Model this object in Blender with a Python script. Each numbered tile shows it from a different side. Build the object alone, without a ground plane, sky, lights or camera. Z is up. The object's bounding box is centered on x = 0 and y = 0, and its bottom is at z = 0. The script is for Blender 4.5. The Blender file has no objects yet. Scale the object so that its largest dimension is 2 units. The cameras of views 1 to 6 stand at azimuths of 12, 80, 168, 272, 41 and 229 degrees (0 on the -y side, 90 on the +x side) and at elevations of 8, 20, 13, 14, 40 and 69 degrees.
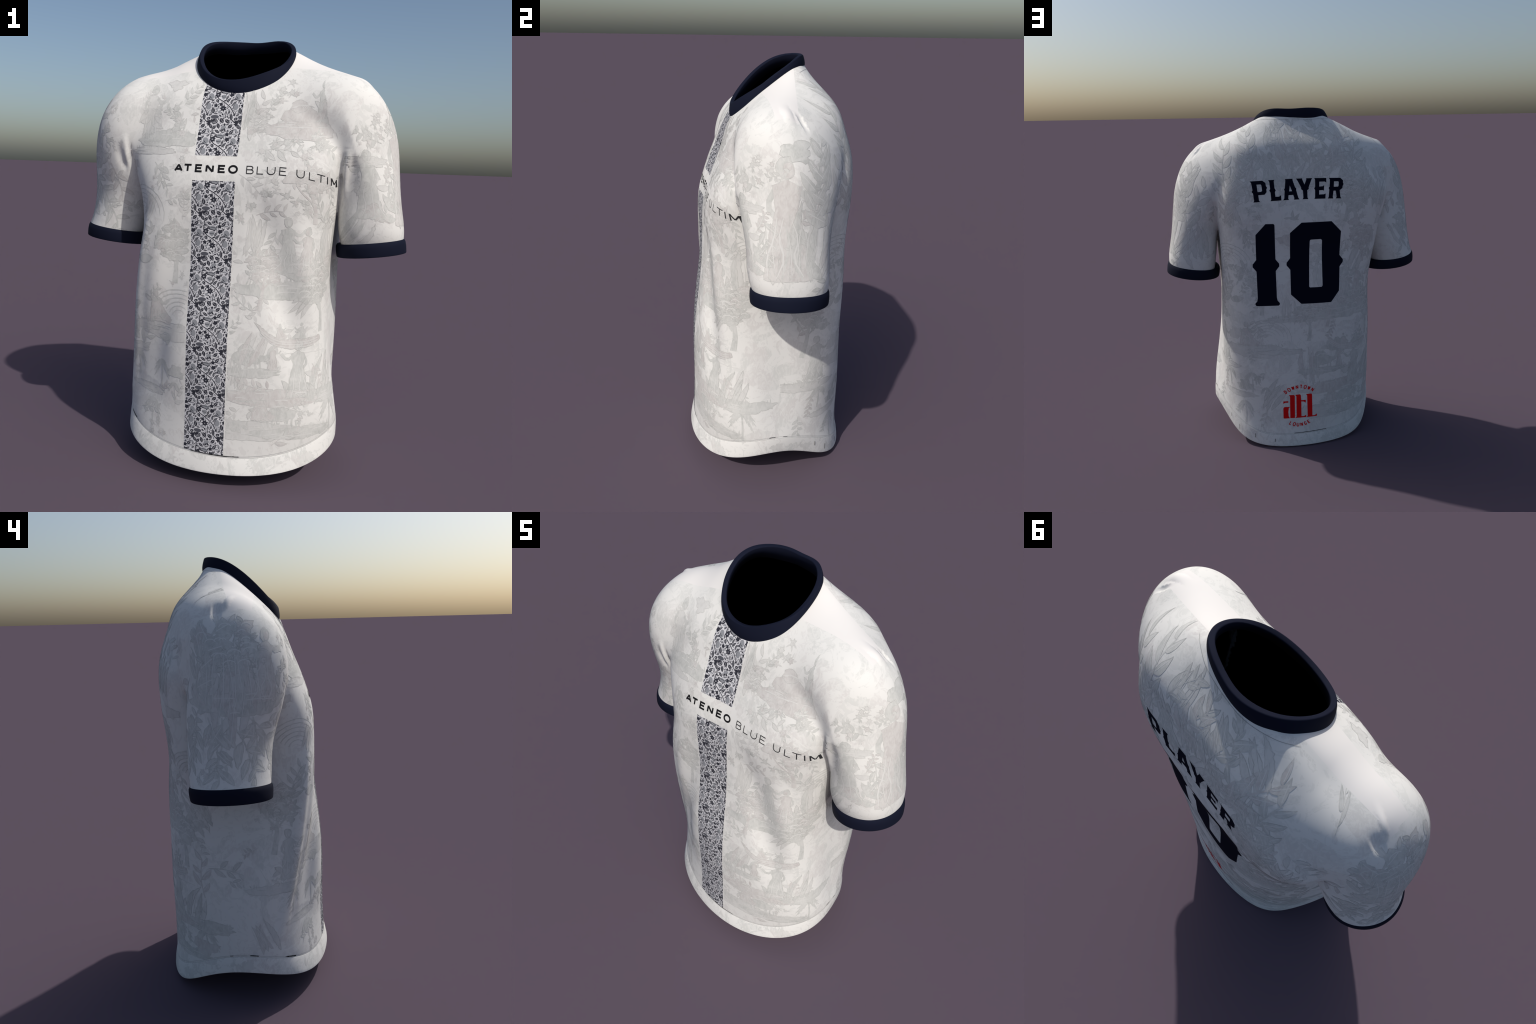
"""A short-sleeved football jersey standing on its hem, built from procedural parts.

The cloth is one smooth implicit surface (a torso tube and two sleeve tubes, each described by
profile curves over the height, softly joined), meshed, cut at the seams and split into torso and
sleeves.  Collar, cuffs and hem are swept bands.  The prints are thin films laid on the cloth.
"""
import bpy, math, random
import numpy as np
from mathutils import Vector
from mathutils.geometry import tessellate_polygon

random.seed(7)
RNG = np.random.default_rng(7)

# ------------------------------------------------------------------ profiles (metres, over height)
TORSO_KNOTS = [0, 0.2, 0.4, 0.7, 1, 1.2, 1.35, 1.5, 1.6, 1.7, 1.8, 1.9, 2.05]
TORSO = {
    'half_width': [0.464, 0.479, 0.51, 0.491, 0.471, 0.448, 0.458, 0.478, 0.524, 0.502, 0.511, 0.46, 0.288, 0.101, -0.007],
    'front': [-0.38, -0.382, -0.374, -0.363, -0.362, -0.326, -0.315, -0.323, -0.266, -0.213, -0.186, -0.102, 0.024, 0.09, 0.119],
    'back': [0.411, 0.388, 0.381, 0.382, 0.369, 0.368, 0.346, 0.366, 0.361, 0.356, 0.319, 0.297, 0.169, 0.15, 0.151],
    'front_squareness': [2.06, 2.14, 2.27, 2.4, 2.73, 3.45, 3.64, 3.61, 3.55, 3.44, 3.29, 3.08, 2.79, 2.52, 2.36],
    'back_squareness': [2.8, 2.55, 2.16, 2.3, 2.94, 3.64, 4.24, 4.21, 3.98, 3.5, 3.04, 2.66, 2.22, 1.9, 1.71],
}
SLEEVE_KNOTS = [1, 1.12, 1.25, 1.4, 1.55, 1.7, 1.85]
SLEEVES = {
    1: {
        'centre_x': [0.615, 0.615, 0.61, 0.597, 0.56, 0.516, 0.458, 0.441, 0.42],
        'centre_y': [0.019, 0.014, -0.001, -0.001, 0, 0.016, -0.018, -0.038, -0.028],
        'half_width': [0.132, 0.142, 0.162, 0.143, 0.168, 0.223, 0.294, 0.346, 0.366],
        'half_depth': [0.133, 0.145, 0.175, 0.165, 0.198, 0.264, 0.272, 0.275, 0.27],
        'squareness': [1.76, 1.95, 2.37, 2.27, 1.57, 1.36, 1.93, 2.35, 2.51],
        'top': 1.814, 'cap_start': 1.265,
    },
    -1: {
        'centre_x': [0.652, 0.64, 0.603, 0.553, 0.527, 0.52, 0.512, 0.49, 0.471],
        'centre_y': [0.044, 0.04, 0.046, 0.047, 0.019, -0.001, 0.01, 0.034, 0.041],
        'half_width': [0.157, 0.156, 0.156, 0.186, 0.201, 0.214, 0.215, 0.215, 0.214],
        'half_depth': [0.152, 0.157, 0.168, 0.17, 0.199, 0.23, 0.271, 0.297, 0.312],
        'squareness': [2.24, 2.1, 1.8, 1.71, 1.89, 1.99, 2.15, 2.18, 2.2],
        'top': 1.795, 'cap_start': 1.279,
    },
}
DRAPE_KNOTS = [0, 0.15, 0.3, 0.5, 0.75, 1, 1.2, 1.4, 1.55, 1.7, 1.85, 2.05]
DRAPE = [
    [0.001, 0.002, 0.021, -0.018, -0.028, -0.007, 0.009, 0.013, -0.001, 0.001, 0.007, -0.002, -0.005, -0.001],
    [0.001, 0.003, -0.009, -0.022, -0.004, 0.004, 0.017, 0.012, 0, 0.001, 0.009, -0.006, -0.006, -0.002],
    [0.003, 0.011, -0.009, -0.01, 0.009, 0.009, 0.011, 0.008, -0.005, -0.013, -0.002, -0.003, -0.009, -0.003],
    [0.004, 0.006, 0.001, 0.008, 0.004, -0.006, -0.001, -0.004, -0.004, 0.004, 0.004, 0.008, -0.008, -0.002],
    [0.004, -0.002, -0.002, 0.013, 0.003, -0.008, -0.011, -0.012, -0.006, -0.012, -0.015, 0.004, 0.001, 0.002],
    [0.002, 0.001, 0.007, 0.011, 0.009, 0.005, 0.013, 0.009, 0.015, -0.02, -0.007, 0.006, 0.011, 0.006],
    [-0.001, -0.005, 0.008, 0.009, 0.016, 0.013, 0.021, -0.006, 0.009, -0.011, 0.02, 0.007, 0.005, 0.007],
    [-0.001, 0, 0.003, 0, 0.005, 0.001, -0.011, 0.007, 0.008, 0.019, 0, 0.006, -0.002, 0.004],
    [-0.001, -0.008, -0.018, -0.013, -0.009, -0.003, -0.013, 0.02, 0.014, 0.026, 0, 0.002, -0.006, -0.001],
    [-0.002, -0.014, -0.026, -0.017, -0.009, -0.002, -0.009, 0.005, 0.007, 0.01, 0.005, 0, -0.015, -0.004],
    [-0.001, -0.006, -0.009, 0, 0.011, 0.005, -0.009, -0.009, 0.003, 0.001, 0, -0.005, -0.012, -0.003],
    [0, 0.002, 0.01, 0.009, 0.017, 0.01, -0.016, -0.029, 0.002, -0.002, -0.002, -0.004, -0.01, -0.003],
    [0, 0.003, 0.008, -0.025, -0.02, -0.002, -0.009, -0.032, -0.005, -0.005, -0.002, -0.005, -0.009, -0.002],
    [0, -0.003, -0.008, -0.028, -0.024, -0.005, 0.024, 0.015, -0.021, -0.003, 0.004, -0.006, -0.002, -0.001],
    [-0.001, -0.005, -0.009, -0.011, 0.003, 0.004, -0.002, 0.011, -0.002, 0.009, -0.006, -0.013, 0, 0],
    [0, 0.001, 0.009, 0.005, 0.014, 0.003, -0.006, 0, -0.023, -0.008, 0.003, 0.007, 0.002, 0],
    [0, -0.001, 0.003, 0.007, 0.008, 0, -0.004, -0.005, -0.002, -0.004, 0.004, 0.017, 0.004, 0.001],
    [0, 0.002, 0.009, 0.017, 0.01, -0.003, -0.004, -0.01, 0.021, 0.012, 0, 0.011, 0.004, 0.001],
    [0, 0.003, 0.008, 0.027, 0.015, -0.012, -0.004, -0.005, 0.005, 0.005, -0.01, -0.001, 0.002, 0],
    [0, 0.002, 0.013, 0.015, -0.003, -0.018, -0.001, 0.01, -0.005, -0.001, -0.003, 0.001, -0.002, -0.001],
]
HEM_EDGE = [[0.01, 0.514, -0.025, -0.005, -0.006, -0.017, 0.007, -0.005, -0.018], [0.006, 0.005, 0.406, 0.005, -0.006, -0.002, 0.003, 0.003, -0.005], [0.091, 0.003, -0.036, 0.064, -0.007, -0.001, -0.004, 0.014, -0.001]]
HEM_SEAM = [[-0.009, 0.5, -0.012, 0.014, -0.008, -0.002, -0.002, -0.004, -0.015], [0.01, 0.01, 0.4, 0.003, 0.014, 0.004, 0.013, -0.001, 0.002], [0.166, -0.002, -0.037, 0.067, -0.008, 0.003, -0.005, 0.013, -0.003]]
COLLAR_BASE = [[0.007, 0.213, -0.003, -0.001, 0.005, 0.014, -0.003, -0.001, 0.002, -0.001, 0, -0.001, 0], [0.004, -0.003, 0.186, -0.003, -0.001, 0.003, 0.014, -0.001, 0.001, 0, 0.001, 0, 0], [1.857, 0.004, 0.125, 0.024, -0.001, 0.001, 0.014, 0.003, -0.001, 0.001, 0.002, -0.001, 0]]
COLLAR_TOP = [[0.009, 0.205, 0, 0.003, 0.001, 0.014, 0, 0.002, 0, 0, 0, 0, 0], [0.002, 0, 0.179, -0.002, -0.001, 0.001, 0.013, 0, 0.002, -0.001, 0.001, 0, 0], [1.907, -0.002, 0.12, 0.019, -0.004, -0.005, 0.012, 0.001, 0.001, -0.002, 0.001, 0, 0]]
JOIN = 0.045          # softness of the armhole join
CLOTH = 0.006         # cloth thickness

# ------------------------------------------------------------------ splines
def bspline_basis(knots, z):
    """Clamped cubic B-spline basis at z (n,) -> (n, number of control points)."""
    k = np.concatenate([[knots[0]] * 3, knots, [knots[-1]] * 3]).astype(float)
    z = np.clip(np.asarray(z, float), knots[0], knots[-1] - 1e-9)
    n = ((z[:, None] >= k[:-1]) & (z[:, None] < k[1:])).astype(float)
    for d in range(1, 4):
        l, r = k[d:-1] - k[:-d - 1], k[d + 1:] - k[1:-d]
        a = np.where(l > 0, (z[:, None] - k[:-d - 1]) / np.where(l > 0, l, 1), 0) * n[:, :-1]
        b = np.where(r > 0, (k[d + 1:] - z[:, None]) / np.where(r > 0, r, 1), 0) * n[:, 1:]
        n = a + b
    return n


ZT = np.linspace(0, 2.1, 2101)                      # dense height table (1 mm)
TORSO_T = {k: bspline_basis(TORSO_KNOTS, ZT) @ np.array(v) for k, v in TORSO.items()}
for k in ('front_squareness', 'back_squareness'):
    TORSO_T[k] = np.clip(TORSO_T[k], 1.3, 6)
DRAPE_T = bspline_basis(DRAPE_KNOTS, ZT) @ np.array(DRAPE).T
SLEEVE_T = {s: {k: (bspline_basis(SLEEVE_KNOTS, ZT) @ np.array(v) if isinstance(v, list) else v)
                for k, v in d.items()} for s, d in SLEEVES.items()}


def look(table, z):
    f = np.clip(z, 0, 2.0999) * 1000.0
    i = f.astype(int)
    t = f - i
    return table[i] * (1 - t) + table[i + 1] * t


def rounded(u, v, p):
    return (np.abs(u) ** p + np.abs(v) ** p + 1e-9) ** (1 / p)


def loop_at(coef, th):
    """Closed curve from Fourier rows (x, y, z) at angles th."""
    c = np.array(coef)
    b = [np.ones_like(th)]
    for k in range(1, (c.shape[1] - 1) // 2 + 1):
        b += [np.cos(k * th), np.sin(k * th)]
    return (c @ np.array(b)).T


TH = np.linspace(-np.pi, np.pi, 721)


def by_angle(coef, centre):
    """Resample a closed curve by its direction from a centre: angle table -> radius, height."""
    p = loop_at(coef, TH)
    a = np.arctan2(p[:, 1] - centre[1], p[:, 0] - centre[0])
    o = np.argsort(a)
    a, p = a[o], p[o]
    a = np.concatenate([a - 2 * np.pi, a, a + 2 * np.pi])
    p = np.concatenate([p, p, p])
    return np.stack([np.interp(TH, a, p[:, i]) for i in range(3)], -1)


NECK = (0.008, 0.0)
WAIST = (0.0, 0.0)
HEM_SEAM_A, HEM_EDGE_A = by_angle(HEM_SEAM, WAIST), by_angle(HEM_EDGE, WAIST)
NECK_A, NECK_TOP_A = by_angle(COLLAR_BASE, NECK), by_angle(COLLAR_TOP, NECK)


def hem_height(x, y):
    return np.interp(np.arctan2(y - WAIST[1], x - WAIST[0]), TH, HEM_SEAM_A[:, 2])


def neck_height(x, y):
    return np.interp(np.arctan2(y - NECK[1], x - NECK[0]), TH, NECK_A[:, 2])


def cuff_plane(p, s):
    """Height above the cuff seam of the sleeve on side s."""
    cx, cy = (0.617, 0.006) if s > 0 else (0.622, 0.042)
    return p[..., 2] - (1.083 + 0.135 * (s * p[..., 0] - cx) - 0.036 * (p[..., 1] - cy))


def armhole_plane(p, s):
    """Positive on the sleeve's side of the armhole seam."""
    return s * p[..., 0] - (0.487 + 0.283 * (p[..., 2] - 1.46)) - 0.012 * (p[..., 1] > 0)


# ------------------------------------------------------------------ folds
def segment_distance(p, pts):
    """Distance to a polyline and the running parameter 0..1 along it."""
    pts = np.array(pts, float)
    best = np.full(p.shape[:-1], 9.0)
    run = np.zeros(p.shape[:-1])
    n = len(pts) - 1
    for i in range(n):
        a, d = pts[i], pts[i + 1] - pts[i]
        t = np.clip(((p - a) @ d) / (d @ d), 0, 1)
        e = np.linalg.norm(p - a - t[..., None] * d, axis=-1)
        m = e < best
        best = np.where(m, e, best)
        run = np.where(m, (i + t) / n, run)
    return best, run


# (path of the fold on the cloth, half width, height: + ridge, - valley)
FOLDS = [
    # drapes falling from the chest to the hips
    ([(0.15, -0.325, 1.25), (0.215, -0.32, 1.08), (0.265, -0.31, 0.88), (0.30, -0.29, 0.73), (0.345, -0.27, 0.48)], 0.062, -0.025),
    ([(0.32, -0.30, 1.22), (0.355, -0.28, 1.02), (0.395, -0.25, 0.82), (0.44, -0.20, 0.58)], 0.045, 0.008),
    ([(-0.15, -0.33, 1.18), (-0.195, -0.335, 1.0), (-0.255, -0.325, 0.78), (-0.30, -0.305, 0.62), (-0.33, -0.29, 0.42)], 0.075, -0.026),
    ([(-0.355, -0.28, 1.15), (-0.385, -0.258, 0.98), (-0.405, -0.235, 0.82), (-0.430, -0.195, 0.56), (-0.462, -0.15, 0.33)], 0.034, 0.018),
    # hollow flanks under the arms
    ([(0.48, 0.03, 1.42), (0.46, 0.03, 1.15), (0.46, 0.03, 0.88)], 0.085, -0.030),
    ([(-0.48, 0.04, 1.42), (-0.46, 0.04, 1.15), (-0.46, 0.04, 0.88)], 0.085, -0.026),
    # armpit creases and the rolls beside them
    ([(0.482, -0.205, 1.46), (0.476, -0.19, 1.38), (0.464, -0.15, 1.26)], 0.010, -0.024),
    ([(0.508, -0.205, 1.49), (0.501, -0.195, 1.42), (0.494, -0.180, 1.36), (0.485, -0.150, 1.27)], 0.019, 0.016),
    ([(0.545, -0.195, 1.47), (0.535, -0.188, 1.40), (0.510, -0.171, 1.31)], 0.028, -0.007),
    ([(-0.480, -0.20, 1.49), (-0.478, -0.17, 1.40), (-0.472, -0.14, 1.30)], 0.012, -0.018),
    ([(-0.503, -0.192, 1.515), (-0.493, -0.177, 1.43), (-0.486, -0.155, 1.365)], 0.015, 0.009),
    ([(-0.532, -0.186, 1.47), (-0.522, -0.174, 1.41), (-0.502, -0.161, 1.37)], 0.018, -0.008),
    ([(0.496, 0.225, 1.47), (0.500, 0.19, 1.36), (0.490, 0.15, 1.25)], 0.014, -0.014),
    ([(0.512, 0.208, 1.46), (0.517, 0.19, 1.38)], 0.015, 0.008),
    ([(-0.507, 0.225, 1.46), (-0.507, 0.20, 1.36), (-0.495, 0.16, 1.25)], 0.016, -0.010),
    # pinched sleeve heads on the shoulder
    ([(0.553, 0.015, 1.793), (0.556, -0.03, 1.786)], 0.050, 0.005),
    ([(0.580, 0.040, 1.768), (0.570, 0.065, 1.770)], 0.036, -0.008),
    ([(-0.540, 0.05, 1.797), (-0.548, 0.02, 1.792)], 0.042, 0.005),
    ([(-0.585, 0.10, 1.757), (-0.588, 0.06, 1.762)], 0.036, -0.007),
]
FOLD_BOX = [(np.min(f[0], axis=0) - 3 * f[1], np.max(f[0], axis=0) + 3 * f[1]) for f in FOLDS]


def folds(p):
    shape = p.shape[:-1]
    q = p.reshape(-1, 3)
    h = np.zeros(len(q))
    for (path, w, amp), (lo, hi) in zip(FOLDS, FOLD_BOX):
        m = np.nonzero(np.all((q > lo) & (q < hi), axis=1))[0]
        if len(m):
            d, t = segment_distance(q[m], path)
            h[m] += amp * np.exp(-(d / w) ** 2) * np.sin(np.pi * np.clip(0.05 + 0.90 * t, 0, 1)) ** 0.8
    return h.reshape(shape)


# ------------------------------------------------------------------ the implicit cloth
def torso_field(p):
    x, y, z = p[..., 0], p[..., 1], p[..., 2]
    g = {k: look(t, z) for k, t in TORSO_T.items()}
    yc = 0.5 * (g['front'] + g['back'])
    b = np.maximum(0.5 * (g['back'] - g['front']), 0.01)
    u, v = x / np.maximum(g['half_width'], 0.02), (y - yc) / b
    f = (rounded(u, v, np.where(v < 0, g['front_squareness'], g['back_squareness'])) - 1) * np.minimum(g['half_width'], b)
    n = len(DRAPE)
    th = (np.arctan2(v, u) % (2 * np.pi)) * n / (2 * np.pi)
    i = np.floor(th).astype(int) % n
    t = th - np.floor(th)
    w = ((1 - t) ** 3 / 6, (3 * t ** 3 - 6 * t ** 2 + 4) / 6, (-3 * t ** 3 + 3 * t ** 2 + 3 * t + 1) / 6, t ** 3 / 6)
    zi = np.clip(np.rint(z * 1000), 0, 2100).astype(int)
    for k in range(4):
        f = f - w[k] * DRAPE_T[zi, (i + k - 1) % n]
    return f


def sleeve_field(p, s):
    g = SLEEVE_T[s]
    x, y, z = s * p[..., 0], p[..., 1], p[..., 2]
    cx, cy, ax, ay = (look(g[k], z) for k in ('centre_x', 'centre_y', 'half_width', 'half_depth'))
    cap = np.clip((z - g['cap_start']) / (g['top'] - g['cap_start']), 0, None)
    r = rounded((x - cx) / ax, (y - cy) / ay, np.clip(look(g['squareness'], z), 1.4, 4))
    f = (np.sqrt(r ** 2 + cap ** 2) - 1) * np.minimum(ax, ay)
    return np.maximum(f, -0.03 - cuff_plane(p, s))


def soft_min(a, b, k):
    h = np.clip(0.5 + 0.5 * (b - a) / k, 0, 1)
    return b * (1 - h) + a * h - k * h * (1 - h)


def join_softness(z):
    """Crisp in the armpit, soft on the shoulder."""
    return np.interp(z, [1.2, 1.38, 1.5, 1.65], [0.008, 0.012, 0.04, 0.075])


def cloth_field(p, with_folds=True):
    k = join_softness(p[..., 2])
    f = soft_min(soft_min(torso_field(p), sleeve_field(p, 1), k), sleeve_field(p, -1), k)
    return f - folds(p) if with_folds else f


def gradient(field, p, h=1e-3):
    g = np.empty_like(p)
    for i in range(3):
        d = np.zeros(3)
        d[i] = h
        g[:, i] = (field(p + d) - field(p - d)) / (2 * h)
    return g


def settle(p, field=cloth_field, steps=4):
    """Move points onto the surface; returns points and outward unit normals."""
    for _ in range(steps):
        g = gradient(field, p)
        n2 = np.maximum((g ** 2).sum(1), 0.05)
        d = np.clip(field(p) / n2, -0.02, 0.02)
        p = p - d[:, None] * g
    g = gradient(field, p, 2e-3)
    return p, g / np.maximum(np.linalg.norm(g, axis=1), 1e-6)[:, None]


# ------------------------------------------------------------------ meshing
def surface_net(field, lo, hi, step):
    """Quads around every sign change of the field on a regular grid (dual contouring, averaged)."""
    ax = [np.arange(lo[i], hi[i] + step / 2, step) for i in range(3)]
    nx, ny, nz = map(len, ax)
    f = np.empty((nx, ny, nz), np.float32)
    gy, gz = np.meshgrid(ax[1], ax[2], indexing='ij')
    for c in range(0, nx, 24):
        xs = ax[0][c:c + 24]
        p = np.empty((len(xs), ny, nz, 3))
        p[..., 0], p[..., 1], p[..., 2] = xs[:, None, None], gy, gz
        f[c:c + 24] = field(p)
    acc = np.zeros((nx - 1, ny - 1, nz - 1, 3), np.float32)
    cnt = np.zeros((nx - 1, ny - 1, nz - 1), np.float32)
    quads = []
    for d in range(3):
        a = f[tuple(slice(0, -1) if i == d else slice(None) for i in range(3))]
        b = f[tuple(slice(1, None) if i == d else slice(None) for i in range(3))]
        idx = np.argwhere((a < 0) != (b < 0))
        fa, fb = a[tuple(idx.T)], b[tuple(idx.T)]
        pos = idx.astype(np.float64)
        pos[:, d] += fa / (fa - fb)
        e, g = [i for i in range(3) if i != d]
        ok = (idx[:, e] > 0) & (idx[:, g] > 0) & (idx[:, e] < f.shape[e] - 1) & (idx[:, g] < f.shape[g] - 1)
        cells = []
        for de, dg in ((-1, -1), (0, -1), (0, 0), (-1, 0)):
            c = idx.copy()
            c[:, e] += de
            c[:, g] += dg
            v = np.all((c >= 0) & (c < np.array(cnt.shape)), axis=1)
            np.add.at(acc, tuple(c[v].T), pos[v])
            np.add.at(cnt, tuple(c[v].T), 1)
            cells.append(np.ravel_multi_index(tuple(np.clip(c, 0, np.array(cnt.shape) - 1).T), cnt.shape))
        q = np.stack(cells, 1)[ok]
        flip = (fa < 0)[ok] if d != 1 else (fa > 0)[ok]
        q[~flip] = q[~flip][:, ::-1]
        quads.append(q)
    used = np.flatnonzero(cnt.ravel())
    new = np.full(cnt.size, -1)
    new[used] = np.arange(len(used))
    v = acc.reshape(-1, 3)[used] / cnt.ravel()[used, None] * step + np.array(lo)
    q = new[np.concatenate(quads)]
    return v.astype(float), np.concatenate([q[:, [0, 1, 2]], q[:, [0, 2, 3]]])


def cut(v, f, g):
    """Split triangles along g = 0; returns vertices, triangles, their side (+1 / -1) and their parent triangle."""
    g = np.where(np.abs(g) < 1e-5, 1e-5, g)
    s = g > 0
    n = s[f].sum(1)
    keep, par = [f[n == 3], f[n == 0]], [np.flatnonzero(n == 3), np.flatnonzero(n == 0)]
    new_v, edge_of = [], {}

    def mid(i, j):
        k = (i, j) if i < j else (j, i)
        if k not in edge_of:
            t = g[i] / (g[i] - g[j])
            edge_of[k] = len(v) + len(new_v)
            new_v.append(v[i] + t * (v[j] - v[i]))
        return edge_of[k]
    pos, neg, ppos, pneg = [], [], [], []
    for at in np.flatnonzero((n == 1) | (n == 2)):
        tri = f[at]
        odd = s[tri].sum() == 1
        k = [i for i in range(3) if s[tri[i]] == odd][0]
        a, b, c = tri[k], tri[(k + 1) % 3], tri[(k + 2) % 3]
        p, q = mid(a, b), mid(a, c)
        one, two = (pos, neg) if odd else (neg, pos)
        one.append((a, p, q))
        two += [(p, b, c), (p, c, q)]
        (ppos if odd else pneg).append(at)
        (pneg if odd else ppos).extend((at, at))
    if new_v:
        v = np.concatenate([v, np.array(new_v)])
    up = np.concatenate([keep[0], np.array(pos, int).reshape(-1, 3)])
    down = np.concatenate([keep[1], np.array(neg, int).reshape(-1, 3)])
    parent = np.concatenate([par[0], np.array(ppos, int), par[1], np.array(pneg, int)])
    return v, np.concatenate([up, down]), np.concatenate([np.ones(len(up), int), -np.ones(len(down), int)]), parent


def compact(v, f, *more):
    u, inv = np.unique(f, return_inverse=True)
    return (v[u], inv.reshape(f.shape)) + tuple(m[u] for m in more)


def make_mesh(name, v, f, mat, normals=None, smooth=True):
    me = bpy.data.meshes.new(name)
    me.from_pydata(v.tolist() if hasattr(v, 'tolist') else v, [], f.tolist() if hasattr(f, 'tolist') else f)
    me.materials.append(mat)
    if smooth:
        me.shade_smooth()
    if normals is not None:
        me.normals_split_custom_set_from_vertices(normals.tolist())
    me.update()
    return me


def add(name, me, parent, **props):
    ob = bpy.data.objects.new(name, me)
    bpy.context.scene.collection.objects.link(ob)
    ob.parent = parent
    for k, val in props.items():
        ob[k] = val
    return ob


def sweep(rings, closed_profile=True):
    """Skin a list of closed rings (m, n, 3) whose profile is closed as well."""
    r = np.array(rings)
    m, n = r.shape[:2]
    v = r.reshape(-1, 3)
    f = []
    for i in range(m if closed_profile else m - 1):
        a, b = i * n, ((i + 1) % m) * n
        for j in range(n):
            k = (j + 1) % n
            f.append((a + j, a + k, b + k, b + j))
    return v, f

# ------------------------------------------------------------------ materials
def material(name, colour, rough=0.85, spec=0.2):
    m = bpy.data.materials.new(name)
    m.use_nodes = True
    b = m.node_tree.nodes['Principled BSDF']
    b.inputs['Base Color'].default_value = (*colour, 1)
    b.inputs['Roughness'].default_value = rough
    b.inputs['Specular IOR Level'].default_value = spec
    return m


WHITE = (0.708, 0.702, 0.676)


def printed_cloth(name, seed, amount, bare_shoulder=False, scale=6.0):
    """Off-white cloth with faint engraved patches of grey; optionally bare along the shoulder ridge."""
    m = material(name, WHITE, 0.8, 0.15)
    nt = m.node_tree
    n, l = nt.nodes, nt.links
    bsdf = n['Principled BSDF']
    co = n.new('ShaderNodeTexCoord')
    mp = n.new('ShaderNodeMapping')
    mp.inputs['Location'].default_value = (seed, seed * 0.7, seed * 1.3)
    l.new(co.outputs['Object'], mp.inputs['Vector'])

    def noise(scale_, detail, rough, distort, stretch=None):
        src = mp.outputs['Vector']
        if stretch:
            k = n.new('ShaderNodeMapping')
            k.inputs['Scale'].default_value = stretch
            l.new(src, k.inputs['Vector'])
            src = k.outputs['Vector']
        t = n.new('ShaderNodeTexNoise')
        t.inputs['Scale'].default_value, t.inputs['Detail'].default_value = scale_, detail
        t.inputs['Roughness'].default_value, t.inputs['Distortion'].default_value = rough, distort
        l.new(src, t.inputs['Vector'])
        return t.outputs['Fac']

    def ramp(x, a, b):
        r = n.new('ShaderNodeMapRange')
        r.interpolation_type = 'SMOOTHSTEP'
        r.inputs['From Min'].default_value, r.inputs['From Max'].default_value = a, b
        l.new(x, r.inputs['Value'])
        return r.outputs['Result']

    def math_(op, a, b):
        k = n.new('ShaderNodeMath')
        k.operation = op
        for i, v in enumerate((a, b)):
            if hasattr(v, 'links'):
                l.new(v, k.inputs[i])
            else:
                k.inputs[i].default_value = v
        return k.outputs[0]
    patches = ramp(noise(scale, 7, 0.62, 1.3), 0.515, 0.545)                  # ragged islands
    lines = ramp(noise(48, 3, 0.6, 1.6, (1.0, 1.0, 0.55)), 0.40, 0.56)        # engraving inside them
    blotch = ramp(noise(15, 4, 0.7, 2.2), 0.54, 0.575)                        # foliage bits outside
    mask = math_('MAXIMUM', math_('MULTIPLY', patches, math_('ADD', math_('MULTIPLY', lines, 0.65), 0.35)), math_('MULTIPLY', blotch, 0.55))
    mask = math_('MULTIPLY', mask, amount)
    paper = n.new('ShaderNodeMix')
    paper.data_type = 'RGBA'
    paper.inputs['A'].default_value = (*WHITE, 1)
    paper.inputs['B'].default_value = (0.735, 0.716, 0.694, 1)
    paper.inputs['Factor'].default_value = 0.0
    if bare_shoulder:
        xyz = n.new('ShaderNodeSeparateXYZ')
        l.new(co.outputs['Object'], xyz.inputs[0])
        ax = math_('ABSOLUTE', xyz.outputs['X'], 0.0)
        front = math_('GREATER_THAN', xyz.outputs['Y'], -0.058)
        back = math_('LESS_THAN', math_('ADD', xyz.outputs['Y'], math_('MULTIPLY', ax, 0.145)), 0.118)
        high = math_('GREATER_THAN', xyz.outputs['Z'], 1.70)
        bare = math_('MULTIPLY', math_('MULTIPLY', front, back), high)
        mask = math_('MULTIPLY', mask, math_('SUBTRACT', 1.0, bare))
        l.new(bare, paper.inputs['Factor'])
    tint = n.new('ShaderNodeMix')
    tint.data_type = 'RGBA'
    tint.inputs['A'].default_value = (0.495, 0.504, 0.482, 1)                    # greenish grey
    tint.inputs['B'].default_value = (0.522, 0.495, 0.482, 1)                    # rosy grey
    l.new(ramp(noise(4.5, 2, 0.5, 0.5), 0.45, 0.55), tint.inputs['Factor'])
    mix = n.new('ShaderNodeMix')
    mix.data_type = 'RGBA'
    l.new(paper.outputs['Result'], mix.inputs['A'])
    l.new(mask, mix.inputs['Factor'])
    l.new(tint.outputs['Result'], mix.inputs['B'])
    l.new(mix.outputs['Result'], bsdf.inputs['Base Color'])
    return m


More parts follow.
